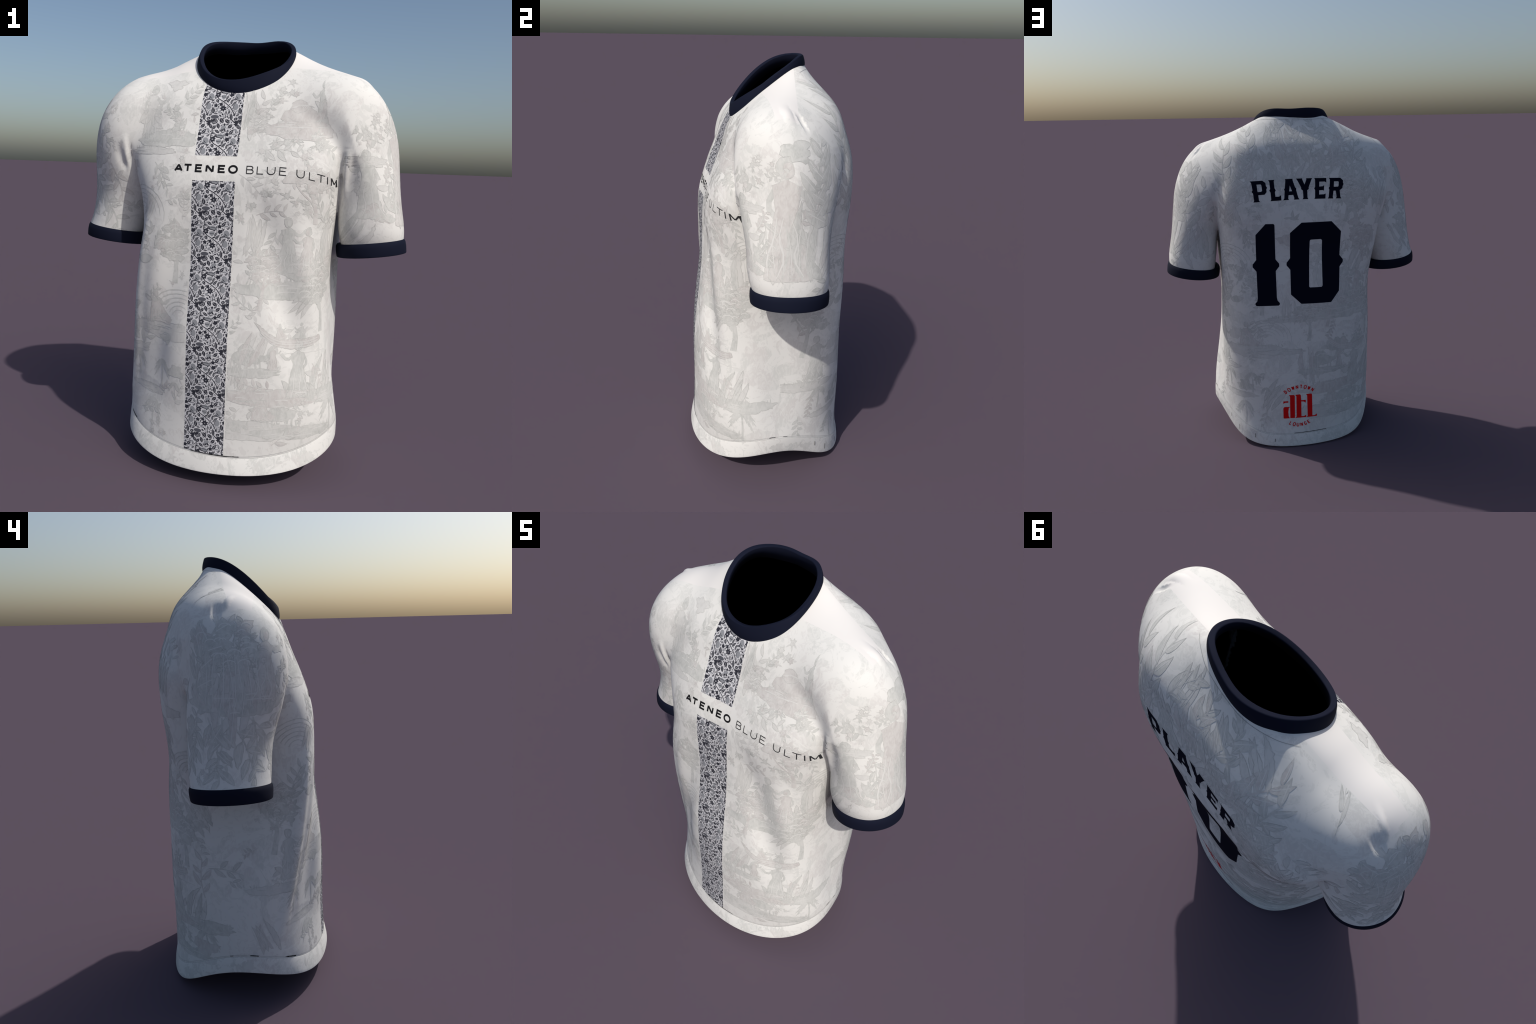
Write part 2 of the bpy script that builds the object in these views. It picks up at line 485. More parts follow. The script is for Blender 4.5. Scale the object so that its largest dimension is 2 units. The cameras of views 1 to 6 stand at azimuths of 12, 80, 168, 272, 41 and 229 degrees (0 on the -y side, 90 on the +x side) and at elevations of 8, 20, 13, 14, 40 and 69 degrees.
def engraved(name, colour, seed, strength=0.42, paper=None):
    """Thin grey ink that breaks up into cloth colour like an old engraving."""
    m = material(name, colour, 0.8, 0.15)
    n, l = m.node_tree.nodes, m.node_tree.links
    co = n.new('ShaderNodeTexCoord')
    fac = None
    for scale, lo, hi, stretch in ((55, 0.36, 0.62, (1, 1, 0.5)), (13, 0.38, 0.60, (1, 1, 1))):
        mp = n.new('ShaderNodeMapping')
        mp.inputs['Scale'].default_value = stretch
        mp.inputs['Location'].default_value = (seed, seed, -seed)
        l.new(co.outputs['Object'], mp.inputs['Vector'])
        t = n.new('ShaderNodeTexNoise')
        t.inputs['Scale'].default_value, t.inputs['Detail'].default_value, t.inputs['Distortion'].default_value = scale, 4, 1.5
        l.new(mp.outputs['Vector'], t.inputs['Vector'])
        r = n.new('ShaderNodeMapRange')
        r.inputs['From Min'].default_value, r.inputs['From Max'].default_value = lo, hi
        r.inputs['To Min'].default_value, r.inputs['To Max'].default_value = 1 - strength, 1.0
        l.new(t.outputs['Fac'], r.inputs['Value'])
        if fac is None:
            fac = r.outputs['Result']
        else:
            k = n.new('ShaderNodeMath')
            k.operation = 'MULTIPLY'
            l.new(fac, k.inputs[0])
            l.new(r.outputs['Result'], k.inputs[1])
            fac = k.outputs[0]
    mix = n.new('ShaderNodeMix')
    mix.data_type = 'RGBA'
    mix.inputs['A'].default_value = (*(paper or [0.96 * c for c in WHITE]), 1)
    mix.inputs['B'].default_value = (*colour, 1)
    l.new(fac, mix.inputs['Factor'])
    l.new(mix.outputs['Result'], n['Principled BSDF'].inputs['Base Color'])
    return m



MAT_CLOTH = printed_cloth('white_printed_cloth', 3.1, 0.42, bare_shoulder=True)
MAT_SLEEVE = printed_cloth('white_printed_sleeve', 8.4, 0.40, scale=5.0)
MAT_HEM = printed_cloth('white_printed_hem', 5.7, 0.55, scale=8.0)
MAT_NAVY = material('navy_rib', (0.0064, 0.0085, 0.0205), 0.8, 0.1)
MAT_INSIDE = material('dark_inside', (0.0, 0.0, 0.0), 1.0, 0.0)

# ------------------------------------------------------------------ the shirt
jersey = bpy.data.objects.new('football_jersey', None)
bpy.context.scene.collection.objects.link(jersey)
jersey['label'] = 'white short-sleeved football jersey with navy collar and cuffs and floral front stripe'
jersey['category'] = 'sports jersey'

V, F = surface_net(cloth_field, (-0.83, -0.46, 0.02), (0.83, 0.46, 2.02), 0.0085)
V, N = settle(V, steps=3)


def trim(v, f, g):
    v, f, side, _ = cut(v, f, g)
    return compact(v, f[side > 0])


V, F = trim(V, F, V[:, 2] - hem_height(V[:, 0], V[:, 1]) + 0.009)
near_neck = (np.abs(V[:, 0]) < 0.32) & (V[:, 2] > 1.6)
r_in = np.hypot(V[:, 0] - NECK[0], V[:, 1] - NECK[1])
r_neck = np.interp(np.arctan2(V[:, 1] - NECK[1], V[:, 0] - NECK[0]), TH, np.hypot(NECK_A[:, 0] - NECK[0], NECK_A[:, 1] - NECK[1]))
V, F = trim(V, F, np.where(near_neck, neck_height(V[:, 0], V[:, 1]) + 0.006 - V[:, 2] - 4 * np.maximum(0, 0.96 * r_neck - r_in), 0.1))
for s in (1, -1):
    on_sleeve = (s * V[:, 0] > 0.4) & (V[:, 2] < 1.3) & (sleeve_field(V, s) < 0.01)
    V, F = trim(V, F, np.where(on_sleeve, cuff_plane(V, s), 0.1))
part = np.zeros(len(F), int)                          # 0 torso, +1 / -1 sleeves
for s in (1, -1):
    blend = np.clip((V[:, 2] - 1.36) / 0.1, 0, 1)
    g = armhole_plane(V, s) * blend + (torso_field(V) - sleeve_field(V, s)) * (1 - blend)
    V, F, side, parent = cut(V, F, np.where(s * V[:, 0] < 0.3, -0.05, g))
    part = np.where((part[parent] == 0) & (side > 0), s, part[parent])
_, N = settle(V.copy(), steps=0)

PARTS = {}
for k, name in ((0, 'torso'), (1, 'sleeve'), (-1, 'sleeve')):
    v, f, n = compact(V, F[part == k], N)
    PARTS[k] = add(name, make_mesh(name, v, f, MAT_SLEEVE if k else MAT_CLOTH, n), jersey)
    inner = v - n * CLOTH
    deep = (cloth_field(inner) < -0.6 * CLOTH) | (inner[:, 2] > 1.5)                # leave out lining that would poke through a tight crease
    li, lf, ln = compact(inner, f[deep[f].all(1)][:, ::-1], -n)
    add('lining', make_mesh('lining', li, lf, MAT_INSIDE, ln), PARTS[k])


# ------------------------------------------------------------------ bands: hem, cuffs, collar
def unit(v):
    return v / np.maximum(np.linalg.norm(v, axis=-1, keepdims=True), 1e-9)


def torso_at(phi, z, field=torso_field, centre=(0, 0)):
    """Point of the cloth in direction phi at height z."""
    lo, hi = np.full(len(phi), 0.02), np.full(len(phi), 0.75)
    for _ in range(26):
        mid = (lo + hi) / 2
        p = np.stack([centre[0] + mid * np.cos(phi), centre[1] + mid * np.sin(phi), z], -1)
        inside = field(p) < 0
        lo, hi = np.where(inside, mid, lo), np.where(inside, hi, mid)
    return np.stack([centre[0] + lo * np.cos(phi), centre[1] + lo * np.sin(phi), z], -1)


def band(name, top, bottom, out, thick, lift, bulge, mat, parent, fillet=0.005, steps=7, first=0.3):
    """A hem-like band: outer face from top to bottom, folded under, inner face back up."""
    down = unit(bottom - top)
    foot = bottom - down * fillet
    rings = []
    for t in [0, 0.015] + [i / (steps - 1) for i in range(1, steps)]:
        rings.append(top * (1 - t) + foot * t + out * (lift * min(1, first + 4 * t) + bulge * math.sin(math.pi * t)))
    edge = foot + out * lift
    for inner in (0, 1):
        for a in (0.0, 0.33, 0.67, 1.0) if inner else (0.33, 0.67, 1.0):
            w = (a if not inner else 1 - a) * math.pi / 2
            o_ = fillet * (1 - math.cos(w))
            rings.append(edge - out * (o_ if not inner else thick - o_) + down * fillet * math.sin(w))
    rings.append(top - out * thick)
    v, f = sweep(rings)
    me = make_mesh(name, v, f, mat)
    return add(name, me, parent)


phi = np.linspace(-np.pi, np.pi, 361)[:-1]
zs = np.interp(phi, TH, HEM_SEAM_A[:, 2])
seam = torso_at(phi, zs - 0.004, lambda p: torso_field(p) - folds(p))
edge = np.stack([np.interp(phi, TH, HEM_EDGE_A[:, i]) for i in range(3)], -1)
edge[:, 2] = edge[:, 2] - edge[:, 2].min() + 0.004
tang = unit(np.roll(seam, -1, 0) - np.roll(seam, 1, 0))
out = unit(np.cross(tang, np.array([0, 0, 1.0])))
HEM_OUT, HEM_LIFT, HEM_BULGE = out, 0.0012, 0.0010
band('hem', seam, edge, out, 0.007, HEM_LIFT, HEM_BULGE, MAT_HEM, PARTS[0], fillet=0.003, first=0.5)

CUFFS = {1: ((0.617, 0.006, 1.083, 0.155, 0.165), (0.623, 0.005, 1.0245, 0.151, 0.160)),
         -1: ((0.622, 0.042, 1.083, 0.155, 0.166), (0.622, 0.040, 1.0255, 0.155, 0.160))}
a = np.linspace(0, 2 * np.pi, 129)[:-1]
for s in (1, -1):
    (cx, cy, cz, ax_, ay_), e = CUFFS[s]
    z_of = lambda p: cz + 0.135 * (s * p[:, 0] - cx) - 0.036 * (p[:, 1] - cy)
    ring = np.stack([s * (cx + ax_ * np.cos(a)), cy + ay_ * np.sin(a), np.full(len(a), cz)], -1)
    for _ in range(3):
        ring[:, 2] = z_of(ring) + 0.003
        ring = torso_at(np.arctan2(ring[:, 1] - cy, ring[:, 0] - s * cx), ring[:, 2], lambda p: sleeve_field(p, s), (s * cx, cy))
    low = np.stack([s * (e[0] + e[3] * np.cos(a)), e[1] + e[4] * np.sin(a), np.full(len(a), e[2])], -1)
    low[:, 2] = e[2] + 0.125 * (s * low[:, 0] - e[0]) - 0.03 * (low[:, 1] - e[1])
    o = np.stack([s * np.cos(a) / ax_, np.sin(a) / ay_, 0 * a], -1)
    band('cuff', ring, low, unit(o), 0.014, 0.006, 0.002, MAT_NAVY, PARTS[s], fillet=0.004)

phi = np.linspace(-np.pi, np.pi, 241)[:-1]
base = np.stack([np.interp(phi, TH, NECK_A[:, i]) for i in range(3)], -1)
top = np.stack([np.interp(phi, TH, NECK_TOP_A[:, i]) for i in range(3)], -1)
top[:, 2] += 2.0 - top[:, 2].max() - 0.001
tang = unit(np.roll(base, -1, 0) - np.roll(base, 1, 0))
up = unit(top - base)
out = unit(np.cross(tang, up))
band('collar', base - up * 0.006, top, out, 0.021, 0.002, 0.0025, MAT_NAVY, PARTS[0], fillet=0.0045, steps=9)

# ------------------------------------------------------------------ laying prints on the cloth
def refine(v, f, size):
    """Split triangles until no edge is longer than size, without T-junctions."""
    for _ in range(9):
        e = np.stack([f, np.roll(f, -1, 1)], -1)                      # edge k: vertex k -> k+1
        lo, hi = e.min(-1), e.max(-1)
        length = np.linalg.norm((v[lo] - v[hi])[..., :2], axis=-1)
        mark = length > size
        if not mark.any():
            break
        key = lo.astype(np.int64) * len(v) + hi
        u, inv = np.unique(key[mark], return_inverse=True)
        at = np.full(f.shape, -1)
        at[mark] = len(v) + inv
        v = np.concatenate([v, (v[u // len(v)] + v[u % len(v)]) / 2])
        n = mark.sum(1)
        out = [f[n == 0]]
        for k in range(3):                                            # one long edge
            m = (n == 1) & mark[:, k]
            a, b, c, d = f[m, k], f[m, (k + 1) % 3], f[m, (k + 2) % 3], at[m, k]
            out += [np.stack([a, d, c], 1), np.stack([d, b, c], 1)]
            m = (n == 2) & ~mark[:, k]                                # two long edges: k+1 and k+2
            a, b, c = f[m, k], f[m, (k + 1) % 3], f[m, (k + 2) % 3]
            d, g = at[m, (k + 1) % 3], at[m, (k + 2) % 3]
            out += [np.stack([a, b, d], 1), np.stack([a, d, g], 1), np.stack([g, d, c], 1)]
        m = n == 3
        a, b, c = f[m].T if m.any() else np.zeros((3, 0), int)
        d, g, h = at[m].T if m.any() else np.zeros((3, 0), int)
        out += [np.stack(t, 1) for t in ((a, d, h), (d, b, g), (h, g, c), (d, g, h))]
        f = np.concatenate(out).astype(int)
    return v, f


def clip_box(poly, x0, x1, z0, z1):
    """Sutherland-Hodgman against a rectangle."""
    for axis, lim, sign in ((0, x0, 1), (0, x1, -1), (1, z0, 1), (1, z1, -1)):
        out = []
        for i, q in enumerate(poly):
            p = poly[i - 1]
            pi, qi = sign * (p[axis] - lim) >= 0, sign * (q[axis] - lim) >= 0
            if pi != qi:
                t = (lim - p[axis]) / (q[axis] - p[axis])
                out.append((p[0] + t * (q[0] - p[0]), p[1] + t * (q[1] - p[1])))
            if qi:
                out.append(q)
        poly = out
        if len(poly) < 3:
            return []
    return poly


class Film:
    """Flat shapes in print coordinates (across, height), gathered to be laid on the cloth."""

    def __init__(self, base=0.0006, step=0.000012):
        self.v, self.f, self.base, self.n, self.step = [], [], base, 0, step

    def shape(self, outline, holes=(), layer=None):
        if len(outline) < 3:
            return
        loops = [outline] + list(holes)
        tri = tessellate_polygon([[Vector((p[0], p[1], 0)) for p in l] for l in loops])
        pts = [p for l in loops for p in l]
        off = self.base + (self.step * (self.n % 14) if layer is None else layer)
        self.n += 1
        k = len(self.v)
        self.v += [(p[0], p[1], off) for p in pts]
        for t in tri:
            a, b, c = (pts[i] for i in t)
            area = (b[0] - a[0]) * (c[1] - a[1]) - (c[0] - a[0]) * (b[1] - a[1])
            if abs(area) > 1e-9:
                self.f.append(tuple(k + i for i in (t if area > 0 else t[::-1])))

    def lay(self, name, place, mat, parent, size=0.014, keep=None, **props):
        """place: (n, 2) print coordinates -> points near the cloth; then settled and lifted."""
        if not self.f:
            return None
        v, f = refine(np.array(self.v), np.array(self.f), size)
        p, ok = place(v[:, :2])
        p, n = settle(p, steps=4)
        if keep is not None:
            ok = ok & keep(p)
        f = f[ok[f].all(1)]
        if not len(f):
            return None
        # make sure every film looks outwards
        a, b, c = p[f[:, 0]], p[f[:, 1]], p[f[:, 2]]
        turn = (np.cross(b - a, c - a) * n[f[:, 0]]).sum(1) < 0
        f[turn] = f[turn][:, ::-1]
        p = p + n * v[:, 2:3]
        p, f, n = compact(p, f, n)
        return add(name, make_mesh(name, p, f, mat, n), parent, **props)


def on_front(q):
    """Printed straight through from the front: across = x."""
    return on_face(q, -1)


def on_back(q):
    return on_face(q * np.array([-1, 1]), 1)


def on_face(q, side):
    yc = 0.5 * (look(TORSO_T['front'], q[:, 1]) + look(TORSO_T['back'], q[:, 1]))
    lo, hi = np.zeros(len(q)), np.full(len(q), 0.6)
    at = lambda r: np.stack([q[:, 0], yc + side * r, q[:, 1]], -1)
    ok = torso_field(at(lo)) < 0
    for _ in range(24):
        mid = (lo + hi) / 2
        inside = torso_field(at(mid)) < 0
        lo, hi = np.where(inside, mid, lo), np.where(inside, hi, mid)
    return at(lo), ok


class Wrap:
    """Print coordinates that run round a tube: across = length along the ring from a start angle."""

    def __init__(self, field, centre, start, z0, z1, turn):
        self.z0, self.dz, self.ds, self.half = z0, 0.015, 0.01, 1.4
        nz, na = int((z1 - z0) / self.dz) + 2, 361
        ang = np.linspace(-np.pi, np.pi, na)
        z = np.repeat(z0 + self.dz * np.arange(nz), na)
        phi = np.tile(start + turn * ang, nz)
        p = torso_at(phi, z, field, centre).reshape(nz, na, 3)
        s = np.concatenate([np.zeros((nz, 1)), np.cumsum(np.linalg.norm(np.diff(p, axis=1), axis=2), 1)], 1)
        s -= s[:, na // 2:na // 2 + 1]
        grid = np.arange(-self.half, self.half + 1e-6, self.ds)
        self.tab = np.stack([np.stack([np.interp(grid, s[i], p[i, :, k]) for k in range(3)], -1) for i in range(nz)])

    def __call__(self, q):
        fz = np.clip((q[:, 1] - self.z0) / self.dz, 0, self.tab.shape[0] - 1.001)
        fs = np.clip((q[:, 0] + self.half) / self.ds, 0, self.tab.shape[1] - 1.001)
        i, j = fz.astype(int), fs.astype(int)
        a, b = (fz - i)[:, None], (fs - j)[:, None]
        t = self.tab
        p = (t[i, j] * (1 - b) + t[i, j + 1] * b) * (1 - a) + (t[i + 1, j] * (1 - b) + t[i + 1, j + 1] * b) * a
        return p, np.ones(len(q), bool)


def on_torso(p):
    """Inside the torso panels: off the sleeves, the collar and the hem."""
    ok = (p[:, 2] > hem_height(p[:, 0], p[:, 1]) + 0.001)
    ok &= ~((np.abs(p[:, 0]) < 0.3) & (p[:, 2] > 1.6) & (p[:, 2] > neck_height(p[:, 0], p[:, 1]) + 0.004))
    inside_neck = np.hypot(p[:, 0] - NECK[0], p[:, 1] - NECK[1]) < 0.95 * np.interp(np.arctan2(p[:, 1] - NECK[1], p[:, 0] - NECK[0]), TH, np.hypot(NECK_A[:, 0] - NECK[0], NECK_A[:, 1] - NECK[1]))
    ok &= ~(inside_neck & (p[:, 2] > 1.6))
    for s in (1, -1):
        ok &= ~((p[:, 2] > 1.40) & (armhole_plane(p, s) > -0.002))
        ok &= ~((p[:, 2] <= 1.42) & (s * p[:, 0] > 0.3) & (sleeve_field(p, s) < torso_field(p)))
    return ok


def on_sleeve(s):
    def keep(p):
        ok = cuff_plane(p, s) > 0.006
        ok &= ~((p[:, 2] > 1.40) & (armhole_plane(p, s) < 0.002))
        return ok & ~((p[:, 2] <= 1.42) & (torso_field(p) < sleeve_field(p, s)))
    return keep


# ------------------------------------------------------------------ drawing helpers (2D outlines)
def stroke(pts, w, closed=False):
    """Ribbon outline(s) of a polyline: (outline, holes)."""
    p = np.array(pts, float)
    n = len(p)
    nrm = []
    for i in range(n):
        a = p[i - 1] if (i or closed) else p[i]
        b = p[(i + 1) % n] if (i < n - 1 or closed) else p[i]
        d1, d2 = p[i] - a, b - p[i]
        m = [np.array((-d[1], d[0])) / max(np.hypot(*d), 1e-9) for d in (d1, d2) if np.hypot(*d) > 1e-9]
        t = sum(m)
        t = t / max(np.hypot(*t), 1e-9)
        nrm.append(t / max(0.62, float(t @ m[0])))
    nrm = np.array(nrm)
    ww = (np.asarray(w) if np.ndim(w) else np.full(n, w))[:, None] / 2
    l, r = p + nrm * ww, p - nrm * ww
    if closed:
        return [tuple(x) for x in r], [[tuple(x) for x in l]]
    return [tuple(x) for x in l] + [tuple(x) for x in r[::-1]], []


def arc(cx, cz, rx, rz, a0, a1, n=12):
    return [(cx + rx * math.cos(math.radians(a0 + (a1 - a0) * i / (n - 1))),
             cz + rz * math.sin(math.radians(a0 + (a1 - a0) * i / (n - 1)))) for i in range(n)]


def oval(cx, cz, rx, rz, ang=0.0, n=14):
    c, s = math.cos(math.radians(ang)), math.sin(math.radians(ang))
    return [(cx + c * x - s * z, cz + s * x + c * z) for x, z in
            ((rx * math.cos(2 * math.pi * i / n), rz * math.sin(2 * math.pi * i / n)) for i in range(n))]


def leaf(cx, cz, length, width, ang, bend=0.0, n=6):
    """Pointed leaf centred on (cx, cz), its axis at ang degrees, bent sideways."""
    c, s = math.cos(math.radians(ang)), math.sin(math.radians(ang))
    side = []
    for sg in (1, -1):
        row = []
        for i in range(n + 1):
            t = i / n
            w = width / 2 * math.sin(math.pi * t ** 0.85) ** 0.9
            row.append((length * (t - 0.5), sg * w + bend * length * math.sin(math.pi * t)))
        side.append(row)
    pts = side[0] + side[1][-2:0:-1]
    return [(cx + c * x - s * z, cz + s * x + c * z) for x, z in pts]


def star(cx, cz, r, n, ang=0.0, inner=0.42):
    out = []
    for i in range(2 * n):
        a = math.radians(ang) + math.pi * i / n
        k = r if i % 2 == 0 else r * inner
        out.append((cx + k * math.cos(a), cz + k * math.sin(a)))
    return out


def blob(cx, cz, rx, rz, rng, rough=0.18, n=22, lobes=7):
    ph = rng.uniform(0, 6.28, 3)
    out = []
    for i in range(n):
        a = 2 * math.pi * i / n
        k = 1 + rough * (0.6 * math.sin(3 * a + ph[0]) + 0.5 * math.sin(lobes * a + ph[1])) + rng.uniform(-rough, rough) * 0.4
        out.append((cx + rx * k * math.cos(a), cz + rz * k * math.sin(a)))
    return out


# ------------------------------------------------------------------ lettering
MAT_INK = material('black_ink', (0.010, 0.010, 0.012), 0.8, 0.1)
MAT_INK_THIN = material('soft_black_ink', (0.03, 0.03, 0.033), 0.8, 0.1)
MAT_NUMBER = material('navy_flock', (0.0045, 0.006, 0.015), 0.9, 0.05)
MAT_RED = material('red_ink', (0.64, 0.006, 0.008), 0.85, 0.1)


def strokes_of(ch):
    """Monoline letter skeletons in a box 1 high; returns (strokes, width); a stroke is (points, closed)."""
    if ch == 'A':
        return [([(0, 0), (0.5, 1)], False), ([(0.5, 1), (1.0, 0)], False), ([(0.2, 0.28), (0.8, 0.28)], False)], 1.0
    if ch == 'T':
        return [([(0, 1), (0.9, 1)], False), ([(0.45, 1), (0.45, 0)], False)], 0.9
    if ch == 'E':
        return [([(0.75, 1), (0, 1), (0, 0), (0.78, 0)], False), ([(0, 0.52), (0.68, 0.52)], False)], 0.78
    if ch == 'N':
        return [([(0, 0), (0, 1)], False), ([(0.02, 1), (0.83, 0)], False), ([(0.85, 0), (0.85, 1)], False)], 0.85
    if ch == 'O':
        return [(arc(0.54, 0.5, 0.54, 0.54, 0, 345, 24), True)], 1.08
    if ch == 'B':
        return [([(0, 0), (0, 1), (0.42, 1)] + arc(0.45, 0.77, 0.26, 0.23, 80, -80, 8) + [(0.42, 0.53)], False),
                ([(0.0, 0.53), (0.46, 0.53)] + arc(0.50, 0.265, 0.28, 0.265, 80, -80, 8) + [(0.46, 0), (0, 0)], False)], 0.78
    if ch == 'L':
        return [([(0, 1), (0, 0), (0.68, 0)], False)], 0.68
    if ch == 'U':
        return [([(0, 1), (0, 0.4)] + arc(0.44, 0.4, 0.44, 0.42, 195, 345, 10) + [(0.88, 0.4), (0.88, 1)], False)], 0.88
    if ch == 'I':
        return [([(0, 1), (0, 0)], False)], 0.01
    if ch == 'M':
        return [([(0, 0), (0, 1)], False), ([(0.02, 1), (0.52, 0.25)], False), ([(0.52, 0.25), (1.02, 1)], False), ([(1.04, 1), (1.04, 0)], False)], 1.04
    if ch == 'D':
        return [([(0, 0), (0, 1), (0.3, 1)] + arc(0.3, 0.5, 0.36, 0.5, 75, -75, 10) + [(0.3, 0)], True)], 0.66
    if ch == 'W':
        return [([(0, 1), (0.25, 0)], False), ([(0.25, 0), (0.5, 0.9)], False), ([(0.5, 0.9), (0.75, 0)], False), ([(0.75, 0), (1.0, 1)], False)], 1.0
    if ch == 'G':
        return [(arc(0.36, 0.5, 0.36, 0.52, 40, 330, 16) + [(0.7, 0.45), (0.4, 0.45)], False)], 0.72
    raise KeyError(ch)


def letter(name, ch, at, mat, parent, place, w, base=0.0008):
    """at: function mapping unit glyph coordinates (x 0..width, z 0..1) to print coordinates."""
    film = Film(base)
    for k, (pts, closed) in enumerate(strokes_of(ch)[0]):
        q = [at(x, z) for x, z in pts]
        o, h = stroke(q, w, closed)
        film.shape(o, h, layer=0.00004 * k)
    return film.lay(name, place, mat, parent, size=0.012, keep=on_torso)


def chest_line(x):
    """The chest line sinks where it runs round towards the sleeve."""
    return 1.3722 - 0.65 * max(0.0, x - 0.2) ** 2


CHEST = [('A', -0.2235, -0.192, 1), ('T', -0.182, -0.150, 1), ('E', -0.1295, -0.103, 1), ('N', -0.083, -0.0555, 1),
         ('E', -0.030, -0.003, 1), ('O', 0.015, 0.0495, 1), ('B', 0.092, 0.121, 0), ('L', 0.138, 0.164, 0),
         ('U', 0.181, 0.214, 0), ('E', 0.234, 0.262, 0), ('U', 0.305, 0.335, 0), ('L', 0.356, 0.379, 0),
         ('T', 0.386, 0.418, 0), ('I', 0.4275, 0.4275, 0), ('M', 0.4425, 0.4635, 0)]
for ch, x0, x1, bold in CHEST:
    w = 0.0083 if bold else 0.0040
    width = strokes_of(ch)[1]
    k = (x1 - x0) / width if width > 0.05 else 1

    def at(x, z, x0=x0, k=k, w=w):
        px = x0 + x * k
        return (px, chest_line(px) + w / 2 + z * (0.0345 - w))
    letter('chest_letter', ch, at, MAT_INK if bold else MAT_INK_THIN, PARTS[0], on_front, w)

# western slab letters: outlines in a box one cap height tall, with spurs at mid height
SLAB = {
    'P': ((0.0, 1.0), (0.60, 1.0), (0.74, 0.88), (0.74, 0.74), (0.79, 0.655), (0.74, 0.57), (0.74, 0.45), (0.62, 0.33),
          (0.31, 0.33), (0.31, 0.07), (0.36, 0.0), (0.02, 0.0), (0.07, 0.07), (0.07, 0.42), (0.015, 0.50), (0.07, 0.58), (0.06, 0.93)),
    'L': ((0.0, 1.0), (0.31, 1.0), (0.27, 0.93), (0.27, 0.60), (0.32, 0.50), (0.27, 0.42), (0.27, 0.19), (0.47, 0.19),
          (0.56, 0.26), (0.56, 0.0), (0.0, 0.0), (0.05, 0.07), (0.05, 0.42), (0.0, 0.50), (0.05, 0.58), (0.05, 0.93)),
    'A': ((0.17, 1.0), (0.56, 1.0), (0.54, 0.95), (0.64, 0.60), (0.70, 0.53), (0.69, 0.45), (0.78, 0.08), (0.84, 0.0), (0.55, 0.0),
          (0.58, 0.07), (0.53, 0.23), (0.29, 0.23), (0.26, 0.07), (0.30, 0.0), (0.0, 0.0), (0.06, 0.08), (0.11, 0.45), (0.08, 0.51), (0.13, 0.58), (0.19, 0.95)),
    'Y': ((0.0, 1.0), (0.31, 1.0), (0.31, 0.94), (0.41, 0.70), (0.51, 0.94), (0.50, 1.0), (0.80, 1.0), (0.75, 0.92), (0.61, 0.56), (0.62, 0.49),
          (0.54, 0.43), (0.54, 0.08), (0.58, 0.0), (0.29, 0.0), (0.33, 0.08), (0.32, 0.42), (0.23, 0.49), (0.24, 0.56), (0.06, 0.92)),
    'E': ((0.0, 1.0), (0.595, 1.0), (0.60, 0.77), (0.53, 0.825), (0.255, 0.825), (0.25, 0.585), (0.43, 0.60), (0.495, 0.655), (0.49, 0.38), (0.43, 0.415),
          (0.25, 0.41), (0.25, 0.20), (0.51, 0.21), (0.58, 0.25), (0.575, 0.0), (0.0, 0.0), (0.04, 0.07), (0.045, 0.42), (0.0, 0.50), (0.045, 0.585), (0.045, 0.93)),
    'R': ((0.02, 1.0), (0.60, 1.0), (0.745, 0.875), (0.745, 0.76), (0.785, 0.695), (0.74, 0.62), (0.73, 0.50), (0.60, 0.40), (0.66, 0.08), (0.71, 0.0), (0.425, 0.0),
          (0.46, 0.08), (0.40, 0.38), (0.285, 0.38), (0.26, 0.08), (0.29, 0.0), (0.0, 0.0), (0.05, 0.07), (0.07, 0.43), (0.03, 0.51), (0.08, 0.585), (0.08, 0.93)),
}
SLAB_HOLE = {'P': ((0.30, 0.83), (0.50, 0.83), (0.53, 0.78), (0.53, 0.53), (0.48, 0.48), (0.30, 0.48)),
             'A': ((0.385, 0.69), (0.48, 0.41), (0.33, 0.41)),
             'R': ((0.29, 0.83), (0.50, 0.83), (0.53, 0.79), (0.53, 0.60), (0.49, 0.57), (0.29, 0.57))}
for ch, x in (('P', -0.312), ('L', -0.2095), ('A', -0.1335), ('Y', -0.0505), ('E', 0.0535), ('R', 0.1345)):
    film = Film(0.0008)

    def put(p, x=x):
        px, pz = x + p[0] * 0.1165, p[1]
        return (px * (1 - 0.045 * (1 - pz)), 1.4965 + 0.115 * pz - 0.075 * px * px)
    film.shape([put(p) for p in SLAB[ch]], [[put(p) for p in SLAB_HOLE[ch]]] if ch in SLAB_HOLE else [])
    film.lay('name_letter', on_back, MAT_NUMBER, PARTS[0])


def spur(x, z, side, size=0.034):
    """Pointed ornament half way up a digit: points running upwards (side +1: to the right)."""
    k = size
    return [(x, z - k), (x + side * 0.35 * k, z - 0.55 * k), (x + side * 0.60 * k, z - 0.25 * k), (x + side * 0.62 * k, z),
            (x + side * 0.60 * k, z + 0.25 * k), (x + side * 0.35 * k, z + 0.55 * k), (x, z + k)]


